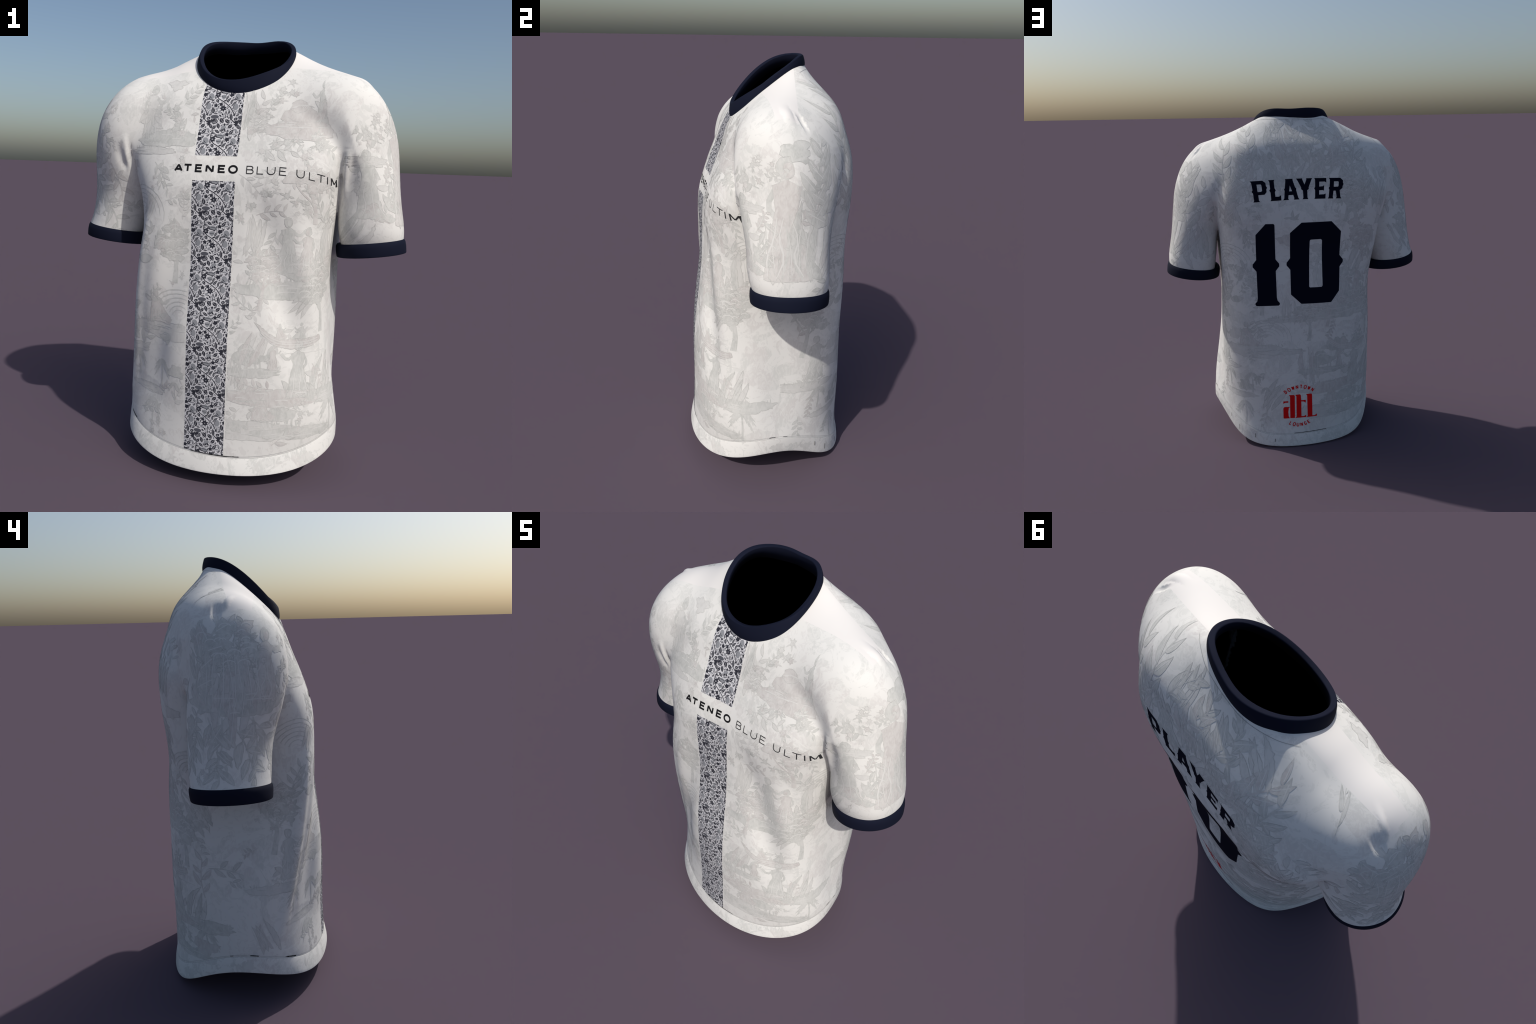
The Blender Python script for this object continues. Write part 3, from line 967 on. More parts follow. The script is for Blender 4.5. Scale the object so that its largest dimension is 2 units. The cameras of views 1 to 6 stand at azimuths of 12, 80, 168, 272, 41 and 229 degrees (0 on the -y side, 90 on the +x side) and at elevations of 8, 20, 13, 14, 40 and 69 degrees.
film = Film(0.0008)
one = ([(-0.296, 0.893), (-0.290, 0.887), (-0.164, 0.886), (-0.157, 0.893), (-0.158, 0.902), (-0.170, 0.916), (-0.174, 0.935)]
       + spur(-0.176, 1.124, 1) + [(-0.181, 1.358), (-0.187, 1.365), (-0.232, 1.366), (-0.288, 1.305)]
       + spur(-0.286, 1.125, -1)[::-1] + [(-0.283, 0.936), (-0.286, 0.916), (-0.297, 0.903)])
film.shape(one)
film.lay('digit', on_back, MAT_NUMBER, PARTS[0])
film = Film(0.0008)
zero = ([(-0.092, 0.948), (-0.032, 0.890), (0.145, 0.889), (0.195, 0.953)] + spur(0.201, 1.129, 1) + [(0.207, 1.305), (0.149, 1.366), (-0.027, 1.366), (-0.093, 1.309)]
        + spur(-0.092, 1.127, -1)[::-1])
film.shape(zero, [[(0.014, 0.991), (0.020, 0.985), (0.088, 0.985), (0.094, 0.992), (0.094, 1.258), (0.088, 1.265), (0.027, 1.265), (0.021, 1.258)]])
film.lay('digit', on_back, MAT_NUMBER, PARTS[0])

# the red badge over the back hem
BADGE = {
    'a': [((165, 721), (205, 677), (210, 4), (355, 4), (350, 690), (325, 719)),
          ((35, 0), (8, 10), (5, 38), (3, 319), (15, 345), (45, 359), (205, 357), (165, 321), (150, 203), (160, 72), (195, 4)),
          ((0, 534), (150, 538), (150, 493), (65, 492), (25, 475), (5, 458))],
    't': [((360, 720), (505, 724), (530, 710), (540, 680), (545, 540), (690, 539), (690, 449), (635, 490), (550, 504), (555, 43), (635, 40), (700, 73), (705, 2),
           (365, 1), (405, 45), (400, 675))],
    'l': [((700, 713), (855, 718), (880, 706), (890, 682), (900, 31), (975, 33), (1045, 75), (1043, 0), (720, 0), (750, 37), (735, 669))],
}
for ch, shapes in BADGE.items():
    film = Film(0.0009)
    for k, sh in enumerate(shapes):
        film.shape([(-0.1505 + x * 0.000196, 0.1785 + z * 0.000212) for x, z in sh], layer=0.00004 * k)
    film.lay('badge_letter', on_back, MAT_RED, PARTS[0])
BC = (-0.053, 0.245)
for word, top_, a0, a1 in (('DOWNTOWN', True, 128, 54), ('LOUNGE', False, 241, 300)):
    for i, ch in enumerate(word):
        ang = math.radians(a0 + (a1 - a0) * i / (len(word) - 1))
        wd = strokes_of(ch)[1]
        r = 0.136 if top_ else 0.1115
        up_ = 1 if top_ else -1
        rad = Vector((math.cos(ang), math.sin(ang))) * up_
        right = Vector((rad[1], -rad[0]))
        mid = Vector(BC) + Vector((math.cos(ang), math.sin(ang))) * r

        def at(x, z, mid=mid, rad=rad, right=right, wd=wd):
            p = mid + right * ((x - wd / 2) * (0.0132 if wd < 0.95 else 0.0125)) + rad * ((z - 0.5) * 0.0205)
            return (p[0], p[1])
        letter('badge_letter', ch, at, MAT_RED, PARTS[0], on_back, 0.0048)

# ------------------------------------------------------------------ the floral stripe down the front
MAT_STRIPE = engraved('pale_stripe_ground', (0.50, 0.50, 0.53), 2.3, 0.9, (0.62, 0.617, 0.637))
MAT_VEIN = material('pale_floral_veins', (0.36, 0.36, 0.39))
MAT_FLOWER = material('dark_floral_ink', (0.027, 0.028, 0.039))
MAT_BUD = material('grey_floral_ink', (0.25, 0.26, 0.28))
MAT_SHADE = material('mid_floral_ink', (0.085, 0.088, 0.105))
STRIPE_X = (-0.1405, 0.0455)
STRIPE_Z = ((1.4445, 1.80), (0.150, 1.3385))
CELL = (0.121, 0.195)


def motif():
    """One repeat of the floral pattern in design units (820 wide, 1424 high, z downwards)."""
    L = lambda x, y, l, w, a, b=0.0: ('dark', leaf(x, -y, l * 1.12, w * 1.2, a, b))
    out = [L(405, 90, 125, 75, -58), L(300, 390, 185, 95, 99), L(700, 455, 105, 42, 96), L(795, 440, 115, 52, 76), L(395, 493, 110, 42, -8),
           L(235, 530, 115, 46, 32), L(540, 565, 95, 38, -40), L(605, 520, 75, 42, -60), L(700, 600, 70, 38, 15), L(868, 590, 215, 74, 96),
           L(760, 585, 90, 26, 104), L(600, 720, 175, 104, -58), L(770, 735, 160, 92, -36), L(290, 905, 150, 84, -60), L(395, 930, 130, 78, 58),
           L(510, 890, 170, 84, -72), L(695, 840, 80, 60, 90), L(870, 890, 160, 88, 46), L(920, 1075, 170, 84, 58), L(500, 1065, 160, 70, -36),
           L(352, 1060, 130, 34, 84), L(510, 1212, 160, 74, -36), L(385, 1142, 150, 44, 8, 0.15), L(330, 1195, 110, 40, 86), L(905, 1255, 130, 48, 48),
           L(740, 60, 170, 62, 52), L(832, 110, 150, 52, 84), L(930, 150, 165, 52, 42), L(900, 40, 120, 44, 30), L(880, 210, 110, 36, 50),
           L(690, 1400, 150, 54, 70), L(640, 1500, 100, 40, 20), L(800, 1040, 90, 30, 80), L(560, 470, 60, 26, 30), L(290, 150, 56, 40, 90),
           L(455, 190, 60, 24, 80), L(640, 640, 60, 26, 60), L(160, 480, 110, 30, 84), L(120, 520, 90, 26, 60), L(245, 1190, 110, 44, 46),
           L(440, 1230, 70, 34, 90), L(715, 1175, 60, 44, 90), L(160, 1000, 60, 26, 40), L(235, 760, 100, 60, 78)]
    veins = []
    for _, poly in out:                                   # a pale midrib in every larger leaf
        tip, tail = poly[len(poly) // 2], poly[0]
        d = (tip[0] - tail[0], tip[1] - tail[1])
        if math.hypot(*d) > 115:
            veins.append(('light', stroke([(tail[0] + 0.22 * d[0], tail[1] + 0.22 * d[1]), (tail[0] + 0.8 * d[0], tail[1] + 0.8 * d[1])], np.array([12, 5]))[0]))
    out += veins
    fleck = np.random.default_rng(9)
    for _ in range(36):                                   # pale flecks that break up the dark areas
        x, z, a = fleck.uniform(0, 820), -fleck.uniform(0, 1424), fleck.uniform(0, 180)
        out.append(('light', leaf(x, z, fleck.uniform(18, 44), fleck.uniform(7, 12), a)))
    out += [('dark', star(370, -235, 80, 5, 90, 0.55)), ('dark', star(600, -325, 122, 7, 75, 0.55)), ('dark', star(525, -195, 80, 4, 60, 0.5)),
            ('dark', oval(190, -650, 58, 44, 20)), ('dark', star(215, -760, 90, 6, 10, 0.5)), ('dark', star(215, -825, 84, 5, 40, 0.5)),
            ('dark', oval(380, -745, 100, 84)), ('dark', star(800, -1150, 80, 5, 20, 0.58)), ('dark', star(815, -1310, 90, 5, 50, 0.58)),
            ('dark', star(390, -1310, 104, 6, 20, 0.65))]
    vine = [(380, 64), (430, -20), (540, -80), (660, -160), (800, -275), (870, -370), (930, -470), (975, -570)]
    out.append(('dark', stroke(vine, 27)[0]))
    out.append(('dark', stroke([(80, -690), (130, -740), (210, -765), (270, -720), (300, -660)], 30)[0]))
    out += [('shade', oval(375, -600, 126, 62)), ('shade', leaf(340, -1010, 90, 30, 80)), ('shade', leaf(950, -30, 90, 40, 70)), ('shade', leaf(790, -20, 80, 30, 60)),
            ('shade', leaf(250, -470, 90, 24, 100)), ('shade', leaf(880, -330, 60, 24, 120))]
    out += [('bud', oval(155, -265, 78, 110)), ('bud', oval(500, -440, 42, 46)), ('bud', leaf(230, -1010, 130, 66, -48)), ('bud', oval(190, -1360, 84, 106, 15)),
            ('bud', star(580, -1375, 96, 3, -90, 0.75)), ('bud', oval(670, -940, 84, 60, 20)), ('bud', oval(620, -1200, 116, 56, -12)),
            ('bud', leaf(180, -1165, 170, 46, 4, 0.2)), ('bud', leaf(765, -370, 80, 40, 70)), ('bud', leaf(390, -1090, 70, 34, -40))]
    out += [('line', stroke([(110, -1400), (150, -1460), (200, -1480), (250, -1470)], 18)[0]), ('line', stroke([(140, -1360), (170, -1400), (200, -1430)], 20)[0]),
            ('line', stroke([(500, -1365), (560, -1385), (640, -1380)], 16)[0]), ('line', stroke([(590, -1020), (660, -1100), (750, -1050)], 18)[0]),
            ('line', stroke([(530, -1180), (610, -1180), (700, -1210)], 16)[0]), ('line', stroke([(560, -1250), (640, -1275), (720, -1240)], 18)[0]),
            ('line', oval(700, -990, 26, 30)), ('line', oval(640, -1010, 28, 24)), ('line', stroke([(110, -200), (80, -265), (105, -340)], 14)[0]),
            ('light', stroke(arc(380, -745, 62, 48, 200, 420, 9), 15)[0]), ('light', stroke(arc(390, -755, 26, 20, 20, 260, 7), 12)[0]),
            ('light', stroke([(275, -460), (300, -330)], 7)[0]), ('light', stroke([(860, -520), (872, -660)], 7)[0]),
            ('light', stroke([(560, -660), (640, -780)], 9)[0]), ('light', stroke([(720, -700), (820, -770)], 9)[0]),
            ('light', oval(600, -330, 16, 16)), ('light', stroke([(880, -1120), (950, -1040)], 14)[0]), ('light', stroke([(830, -930), (900, -860)], 9)[0]),
            ('light', oval(390, -1312, 26, 20)), ('light', oval(186, -655, 22, 14, 20))]
    return out


def inside(poly, x, z):
    """Even-odd test of points (x, z) against a polygon."""
    hit = np.zeros(x.shape, bool)
    for (x0, z0), (x1, z1) in zip(poly, poly[1:] + poly[:1]):
        if z0 != z1:
            hit ^= ((z0 > z) != (z1 > z)) & (x < (x1 - x0) * (z - z0) / (z1 - z0) + x0)
    return hit


def fill_gaps(shapes, rng, tries=9000, clear=9):
    """Scatter small leaves wherever the repeat still shows bare ground."""
    step, w, h = 8, 820, 1424
    gx, gz = np.meshgrid(np.arange(0, w, step) + step / 2, -np.arange(0, h, step) - step / 2, indexing='ij')
    used = np.zeros(gx.shape, bool)
    for kind, poly in shapes:
        if kind in ('dark', 'shade', 'bud'):
            for i in (-1, 0, 1):
                for j in (-1, 0, 1):
                    used |= inside([(p[0] + i * w, p[1] + j * h) for p in poly], gx, gz)
    extra = []
    for k in range(tries):
        big = 1 - k / tries
        l, x, z = rng.uniform(26, 60) + 80 * big, rng.uniform(0, w), -rng.uniform(0, h)
        a = rng.uniform(20, 160)
        wd = l * rng.uniform(0.42, 0.55)
        body = leaf(x, z, l + 2 * clear, wd + 2 * clear, a)
        pts = np.array(body + [(x, z)] + [((p[0] + x) / 2, (p[1] + z) / 2) for p in body])
        ix, iz = (np.floor(pts[:, 0] / step).astype(int)) % used.shape[0], (np.floor(-pts[:, 1] / step).astype(int)) % used.shape[1]
        if used[ix, iz].any():
            continue
        shape = leaf(x, z, l, wd, a, rng.uniform(-0.08, 0.08))
        extra.append((('dark', 'dark', 'dark', 'shade', 'shade', 'bud')[rng.integers(6)], shape))
        if l > 80:
            c, s_ = math.cos(math.radians(a)), math.sin(math.radians(a))
            extra.append(('light', stroke([(x - 0.3 * l * c, z - 0.3 * l * s_), (x + 0.3 * l * c, z + 0.3 * l * s_)], 7)[0]))
        for i in (-1, 0, 1):
            for j in (-1, 0, 1):
                used |= inside([(p[0] + i * w, p[1] + j * h) for p in shape], gx, gz)
    return extra


def cell_point(p, i, j):
    return (-0.075 + (p[0] - 380 + 820 * i) * CELL[0] / 820, 0.812 + (p[1] + 745) * CELL[1] / 1424 + j * CELL[1] - i * 0.0006)


ground = Film(0.0003)
for z0, z1 in STRIPE_Z:
    ground.shape([(STRIPE_X[0], z0), (STRIPE_X[1], z0), (STRIPE_X[1], z1), (STRIPE_X[0], z1)])
stripe = ground.lay('front_stripe', on_front, MAT_STRIPE, PARTS[0], size=0.010, keep=on_torso)
films = {'dark': Film(0.00042), 'shade': Film(0.00054), 'bud': Film(0.00062), 'line': Film(0.00075), 'light': Film(0.00085)}
MOTIF = motif()
MOTIF += fill_gaps(MOTIF, np.random.default_rng(5))
for kind, outline in MOTIF:
    for i in (-1, 0, 1):
        for j in range(-5, 6):
            q = [cell_point(p, i, j) for p in outline]
            xs, zs_ = [p[0] for p in q], [p[1] for p in q]
            if max(xs) < STRIPE_X[0] or min(xs) > STRIPE_X[1]:
                continue
            for z0, z1 in STRIPE_Z:
                if max(zs_) > z0 and min(zs_) < z1:
                    c = clip_box(q, *STRIPE_X, z0, z1)
                    films[kind].shape(c, layer=0.000012 * (films[kind].n % 8))
for kind, name, mat in (('dark', 'stripe_foliage', MAT_FLOWER), ('shade', 'stripe_petals', MAT_SHADE), ('bud', 'stripe_buds', MAT_BUD),
                        ('line', 'stripe_outlines', MAT_FLOWER), ('light', 'stripe_veins', MAT_VEIN)):
    films[kind].lay(name, on_front, mat, PARTS[0], size=0.012, keep=on_torso, kind='stuff')

# ------------------------------------------------------------------ the faint pastoral print
MAT_PRINT = engraved('grey_green_print', (0.492, 0.498, 0.476), 1.7)
MAT_PRINT_WARM = engraved('rosy_grey_print', (0.518, 0.494, 0.478), 4.2)
MAT_PRINT_PALE = engraved('pale_grey_print', (0.565, 0.560, 0.540), 6.9)
MAT_PRINT_LINE = engraved('grey_print_lines', (0.425, 0.425, 0.408), 3.3)
MAT_PAPER = material('bare_cloth_lines', (0.64, 0.636, 0.615))


class Print:
    """Films of one panel: two greys, a pale grey and bare lines drawn back into them."""

    def __init__(self, seed):
        self.rng = np.random.default_rng(seed)
        self.films = {'g': Film(0.00042), 'w': Film(0.00046), 'p': Film(0.00025), 'o': Film(0.00060, 0.000003), 'l': Film(0.00066, 0.000003)}
        self.taken = []

    def rough(self, pts, step=0.009, amp=0.0026):
        """Hand-cut outline: longer edges are broken up and nudged."""
        out = []
        for (x0, z0), (x1, z1) in zip(pts, pts[1:] + pts[:1]):
            n = max(1, int(math.hypot(x1 - x0, z1 - z0) / step))
            for i in range(n):
                t = i / n
                k = amp if n > 1 else amp * 0.4
                out.append((x0 + t * (x1 - x0) + self.rng.normal(0, k * 0.6), z0 + t * (z1 - z0) + self.rng.normal(0, k * 0.6)))
        return out

    def fill(self, kind, pts):
        span = max(p[0] for p in pts) - min(p[0] for p in pts)
        pts = self.rough(pts) if span > 0.03 else pts
        self.films[kind].shape(pts)
        if span > 0.02 and kind != 'l':                       # engraved outline
            o, h = stroke(pts, self.rng.uniform(0.0011, 0.0021), True)
            self.films['o'].shape(o, h)

    def line(self, kind, pts, w):
        if 2 < len(pts) < 6:                                  # round off sharp corners
            q, ww = [pts[0]], [np.ravel(w)[0]]
            wl = np.asarray(w) if np.ndim(w) else np.full(len(pts), w)
            for i in range(len(pts) - 1):
                for t in (0.25, 0.75):
                    q.append((pts[i][0] * (1 - t) + pts[i + 1][0] * t, pts[i][1] * (1 - t) + pts[i + 1][1] * t))
                    ww.append(wl[i] * (1 - t) + wl[i + 1] * t)
            pts, w = q + [pts[-1]], np.array(ww + [wl[-1]])
        o, h = stroke(pts, w)
        self.films[kind].shape(o, h)

    def lay(self, place, parent, keep):
        for kind, mat in (('p', MAT_PRINT_PALE), ('g', MAT_PRINT), ('w', MAT_PRINT_WARM), ('o', MAT_PRINT_LINE), ('l', MAT_PAPER)):
            self.films[kind].lay('pastoral_print', place, mat, parent, size=0.011, keep=keep, kind='stuff')


def frame(x, z, k, ang=0.0, flip=1):
    c, s = math.cos(math.radians(ang)), math.sin(math.radians(ang))
    return lambda u, v: (x + k * (c * u * flip - s * v), z + k * (s * u * flip + c * v))


def moved(fr, pts):
    return [fr(*p) for p in pts]


def sprig(pr, x, z, k, ang=-60, kind='g', leaves=7):
    fr = frame(x, z, k, ang)
    stem = [(0, 0), (0.3, 0.04), (0.6, 0.02), (1.0, -0.08)]
    pr.line(kind, moved(fr, stem), 0.025 * k)
    for i in range(leaves):
        t = (i + 1) / leaves
        sg = 1 if i % 2 else -1
        l = 0.42 * (1 - 0.35 * t) * pr.rng.uniform(0.85, 1.2)
        a = sg * pr.rng.uniform(28, 55)
        cx, cz = t + 0.4 * l * math.cos(math.radians(a)), 0.03 - 0.1 * t * t + 0.5 * l * math.sin(math.radians(a))
        lf = leaf(cx, cz, l, l * 0.34, a, 0.06 * sg)
        pr.fill(kind, moved(fr, lf))
        pr.line('l', moved(fr, [(cx - 0.35 * l * math.cos(math.radians(a)), cz - 0.35 * l * math.sin(math.radians(a))),
                                (cx + 0.3 * l * math.cos(math.radians(a)), cz + 0.3 * l * math.sin(math.radians(a)))]), 0.012 * k)


def twig(pr, x, z, k, ang=0, kind='g'):
    fr = frame(x, z, k, ang)
    pr.line(kind, moved(fr, [(0, 0), (0.5, 0.05), (1.0, -0.03)]), 0.03 * k)
    for i in range(9):
        t = 0.15 + 0.85 * i / 8
        a = pr.rng.uniform(30, 80) * (1 if i % 2 else -1)
        pr.fill(kind, moved(fr, leaf(t + 0.10 * math.cos(math.radians(a)), 0.13 * math.sin(math.radians(a)), 0.26, 0.11, a)))


def tree(pr, x, z, k, kind='g', lean=0.0):
    fr = frame(x, z, k)
    pr.line(kind, moved(fr, [(0, 0), (0.04 + lean * 0.3, 0.3), (lean, 0.62)]), np.array([0.10, 0.07, 0.04]) * k)
    for sg in (-1, 1):
        pr.line(kind, moved(fr, [(lean * 0.6, 0.4), (lean + sg * 0.15, 0.58), (lean + sg * 0.25, 0.72)]), 0.03 * k)
    for i in range(15):
        a, r = pr.rng.uniform(0, 2 * math.pi), pr.rng.uniform(0.05, 0.42)
        cx, cz = lean + 0.85 * r * math.cos(a), 0.78 + 0.8 * r * math.sin(a)
        q = pr.rng.uniform(0.08, 0.16)
        pr.fill(kind if pr.rng.uniform() < 0.7 else 'w', moved(fr, blob(cx, cz, q, q * 0.75, pr.rng, 0.3, 18)))
        for _ in range(3):
            b = pr.rng.uniform(0, 360)
            pr.fill(kind, moved(fr, leaf(cx + 1.1 * q * math.cos(math.radians(b)), cz + q * math.sin(math.radians(b)), 0.13, 0.055, b)))
        pr.line('l', moved(fr, arc(cx, cz, q * 0.6, q * 0.4, 20, 170, 6)), 0.012 * k)


def palm(pr, x, z, k, kind='g'):
    fr = frame(x, z, k)
    pr.line(kind, moved(fr, [(0, 0), (0.02, 0.35), (-0.02, 0.7)]), np.array([0.06, 0.045, 0.035]) * k)
    for a in range(-20, 201, 22):
        d = math.radians(a + pr.rng.uniform(-8, 8))
        l = 0.36
        p = [(-0.02 + l * t * math.cos(d), 0.7 + l * t * math.sin(d) - 0.30 * t * t) for t in (0, 0.3, 0.6, 1.0)]
        pr.line(kind, moved(fr, p), np.array([0.02, 0.065, 0.055, 0.01]) * k)
        for t in (0.35, 0.55, 0.75):
            q = (-0.02 + l * t * math.cos(d), 0.7 + l * t * math.sin(d) - 0.30 * t * t)
            pr.fill(kind, moved(fr, leaf(q[0], q[1] - 0.05, 0.13, 0.035, -90 + 20 * math.cos(d))))


def figure(pr, x, z, k, kind='w', flip=1, seated=False):
    fr = frame(x, z, k, 0, flip)
    if seated:
        pr.fill(kind, moved(fr, [(-0.25, 0.0), (0.35, 0.0), (0.42, 0.12), (0.2, 0.30), (0.08, 0.55), (-0.10, 0.58), (-0.18, 0.35)]))
        head = (0.0, 0.70)
    else:
        pr.fill(kind, moved(fr, [(-0.20, 0.0), (0.24, 0.0), (0.15, 0.45), (0.10, 0.62), (0.14, 0.80), (0.02, 0.86), (-0.12, 0.80), (-0.09, 0.60), (-0.13, 0.42)]))
        head = (0.0, 0.95)
    pr.fill('g', moved(fr, blob(head[0], head[1], 0.075, 0.09, pr.rng, 0.1)))
    pr.fill(kind, moved(fr, oval(head[0] + 0.03, head[1] - 0.02, 0.05, 0.065)))
    sh = head[1] - 0.16
    pr.line('g', moved(fr, [(0.08, sh), (0.22, sh - 0.10), (0.34, sh + 0.03)]), 0.055 * k)
    pr.line('g', moved(fr, [(-0.08, sh), (-0.17, sh - 0.16), (-0.08, sh - 0.26)]), 0.05 * k)
    for u in (-0.12, -0.03, 0.08):                            # flowing folds
        s_ = pr.rng.uniform(-0.06, 0.06)
        pr.line('l', moved(fr, [(u * 0.6, sh - 0.25), (u + s_, 0.36), (u * 1.2 - s_, 0.2), (u * 1.5 + s_, 0.04)]), np.array([0.004, 0.012, 0.015, 0.006]) * k)
    for u in (-0.10, 0.0, 0.06):
        s_ = pr.rng.uniform(-0.05, 0.05)
        pr.line('g', moved(fr, [(u * 0.7, sh - 0.3), (u * 1.1 + s_, 0.3), (u * 1.7 - s_, 0.02)]), np.array([0.006, 0.03, 0.012]) * k)
    for _ in range(5):                                        # foliage grown into the figure
        a_ = pr.rng.uniform(0, 360)
        pr.fill('g' if pr.rng.uniform() < 0.5 else 'p', moved(fr, leaf(pr.rng.uniform(-0.3, 0.3), pr.rng.uniform(0.0, 0.6), 0.26, 0.10, a_, 0.1)))


def boat(pr, x, z, k, kind='w'):
    fr = frame(x, z, k)
    hull = [(-1.0, 0.55), (-0.75, 0.18), (-0.4, -0.10), (0.1, -0.20), (0.6, -0.17), (1.0, 0.02), (0.95, 0.16), (0.55, 0.08), (0.0, 0.08), (-0.45, 0.16), (-0.8, 0.42)]
    pr.fill(kind, moved(fr, hull))
    for d in (0.0, 0.07, 0.14):
        pr.line('l', moved(fr, [(-0.85, 0.36 - d), (-0.45, 0.07 - d), (0.05, -0.01 - d), (0.55, -0.01 - d), (0.9, 0.08 - d)]), 0.016 * k)
    figure(pr, *fr(-0.25, 0.1), 0.55 * k, 'w', 1, True)
    figure(pr, *fr(0.35, 0.06), 0.6 * k, 'g', -1, True)
    for i in range(5):
        u = -0.6 + 0.35 * i
        pr.line('p', moved(fr, [(u, -0.32 - 0.03 * (i % 2)), (u + 0.3, -0.30), (u + 0.45, -0.33)]), 0.02 * k)


def beast(pr, x, z, k, kind='g', flip=1):
    fr = frame(x, z, k, 0, flip)
    pr.fill(kind, moved(fr, blob(0, 0.42, 0.48, 0.22, pr.rng, 0.08)))
    pr.fill(kind, moved(fr, blob(-0.05, 0.66, 0.22, 0.16, pr.rng, 0.08)))
    pr.line(kind, moved(fr, [(0.4, 0.42), (0.62, 0.45), (0.68, 0.75), (0.85, 0.78)]), np.array([0.2, 0.13, 0.11, 0.08]) * k)
    for u in (-0.38, -0.24, 0.24, 0.37):
        pr.line(kind, moved(fr, [(u, 0.32), (u + 0.03, 0.15), (u, -0.02)]), 0.055 * k)
    for i in range(6):
        pr.line('l', moved(fr, arc(-0.05 + 0.02 * i, 0.5, 0.12 + 0.05 * i, 0.2, 40, 140, 6)), 0.012 * k)


def plume(pr, x, z, k, kind='g'):
    fr = frame(x, z, k)
    for i in range(6):
        r = 0.25 + 0.13 * i
        pr.line(kind, moved(fr, arc(0.2, 0.0, r, r * 0.85, 165 - 4 * i, 40 - 10 * i, 10)), np.linspace(0.03, 0.012, 10) * k)


def bird(pr, x, z, k, kind='g', ang=0):
    fr = frame(x, z, k, ang)
    pr.fill(kind, moved(fr, leaf(0, 0, 0.6, 0.2, 10)))
    pr.fill(kind, moved(fr, leaf(-0.12, 0.24, 0.6, 0.2, 115, 0.1)))
    pr.fill(kind, moved(fr, leaf(0.1, 0.2, 0.5, 0.16, 60, -0.1)))
    pr.fill(kind, moved(fr, leaf(-0.42, -0.10, 0.4, 0.12, 25)))


def swan(pr, x, z, k, kind='g'):
    fr = frame(x, z, k)
    pr.line(kind, moved(fr, [(0.1, 0.0), (-0.12, 0.25), (0.0, 0.5), (0.14, 0.72), (0.02, 0.9), (-0.12, 0.8)]), np.array([0.12, 0.1, 0.09, 0.09, 0.09, 0.05]) * k)
    pr.fill(kind, moved(fr, leaf(0.35, 0.05, 0.8, 0.35, 10)))


def meadow(pr, x, z, k, kind='p', h=0.16):
    """A strip of ground: ragged mound, hatching and grass."""
    fr = frame(x, z, k)
    pr.fill(kind, moved(fr, blob(0, 0, 1.0, h, pr.rng, 0.14, 40, 9)))
    for _ in range(12):
        u, v, l = pr.rng.uniform(-0.8, 0.6), pr.rng.uniform(-0.8, 0.8) * h, pr.rng.uniform(0.15, 0.4)
        pr.line('l' if pr.rng.uniform() < 0.5 else 'g', moved(fr, [(u, v), (u + l / 2, v + 0.012), (u + l, v)]), 0.016 * k)
    for _ in range(14):
        u = pr.rng.uniform(-0.9, 0.9)
        a = pr.rng.uniform(60, 120)
        pr.fill('g', moved(fr, leaf(u, h * 0.8, pr.rng.uniform(0.08, 0.18), 0.03, a)))


def flowers(pr, x, z, k, kind='g'):
    fr = frame(x, z, k)
    for i in range(6):
        u, v = pr.rng.uniform(-0.7, 0.7), pr.rng.uniform(-0.5, 0.5)
        q = pr.rng.uniform(0.10, 0.17)
        pr.fill(kind if i % 3 else 'w', moved(fr, star(u, v, q, 6, pr.rng.uniform(0, 60), 0.6)))
        pr.line('l', moved(fr, arc(u, v, q * 0.4, q * 0.4, 0, 300, 7)), 0.012 * k)
        for _ in range(4):
            a = pr.rng.uniform(0, 360)
            pr.fill(kind, moved(fr, leaf(u + 1.35 * q * math.cos(math.radians(a)), v + 1.35 * q * math.sin(math.radians(a)), 0.2, 0.07, a)))


def urn(pr, x, z, k, kind='g'):
    fr = frame(x, z, k)
    for _ in range(9):
        a, r = pr.rng.uniform(0, 6.28), pr.rng.uniform(0, 0.3)
        pr.fill(kind, moved(fr, star(r * math.cos(a), 0.5 + r * math.sin(a), pr.rng.uniform(0.14, 0.24), 6, pr.rng.uniform(0, 60), 0.6)))
    pr.fill('p', moved(fr, [(-0.35, -0.7), (0.35, -0.7), (0.28, 0.15), (-0.28, 0.15)]))
    for u in (-0.2, 0.0, 0.2):
        pr.line('l', moved(fr, [(u, -0.65), (u * 0.9, 0.1)]), 0.03 * k)
    pr.line('l', moved(fr, [(-0.4, 0.18), (0.4, 0.18)]), 0.04 * k)


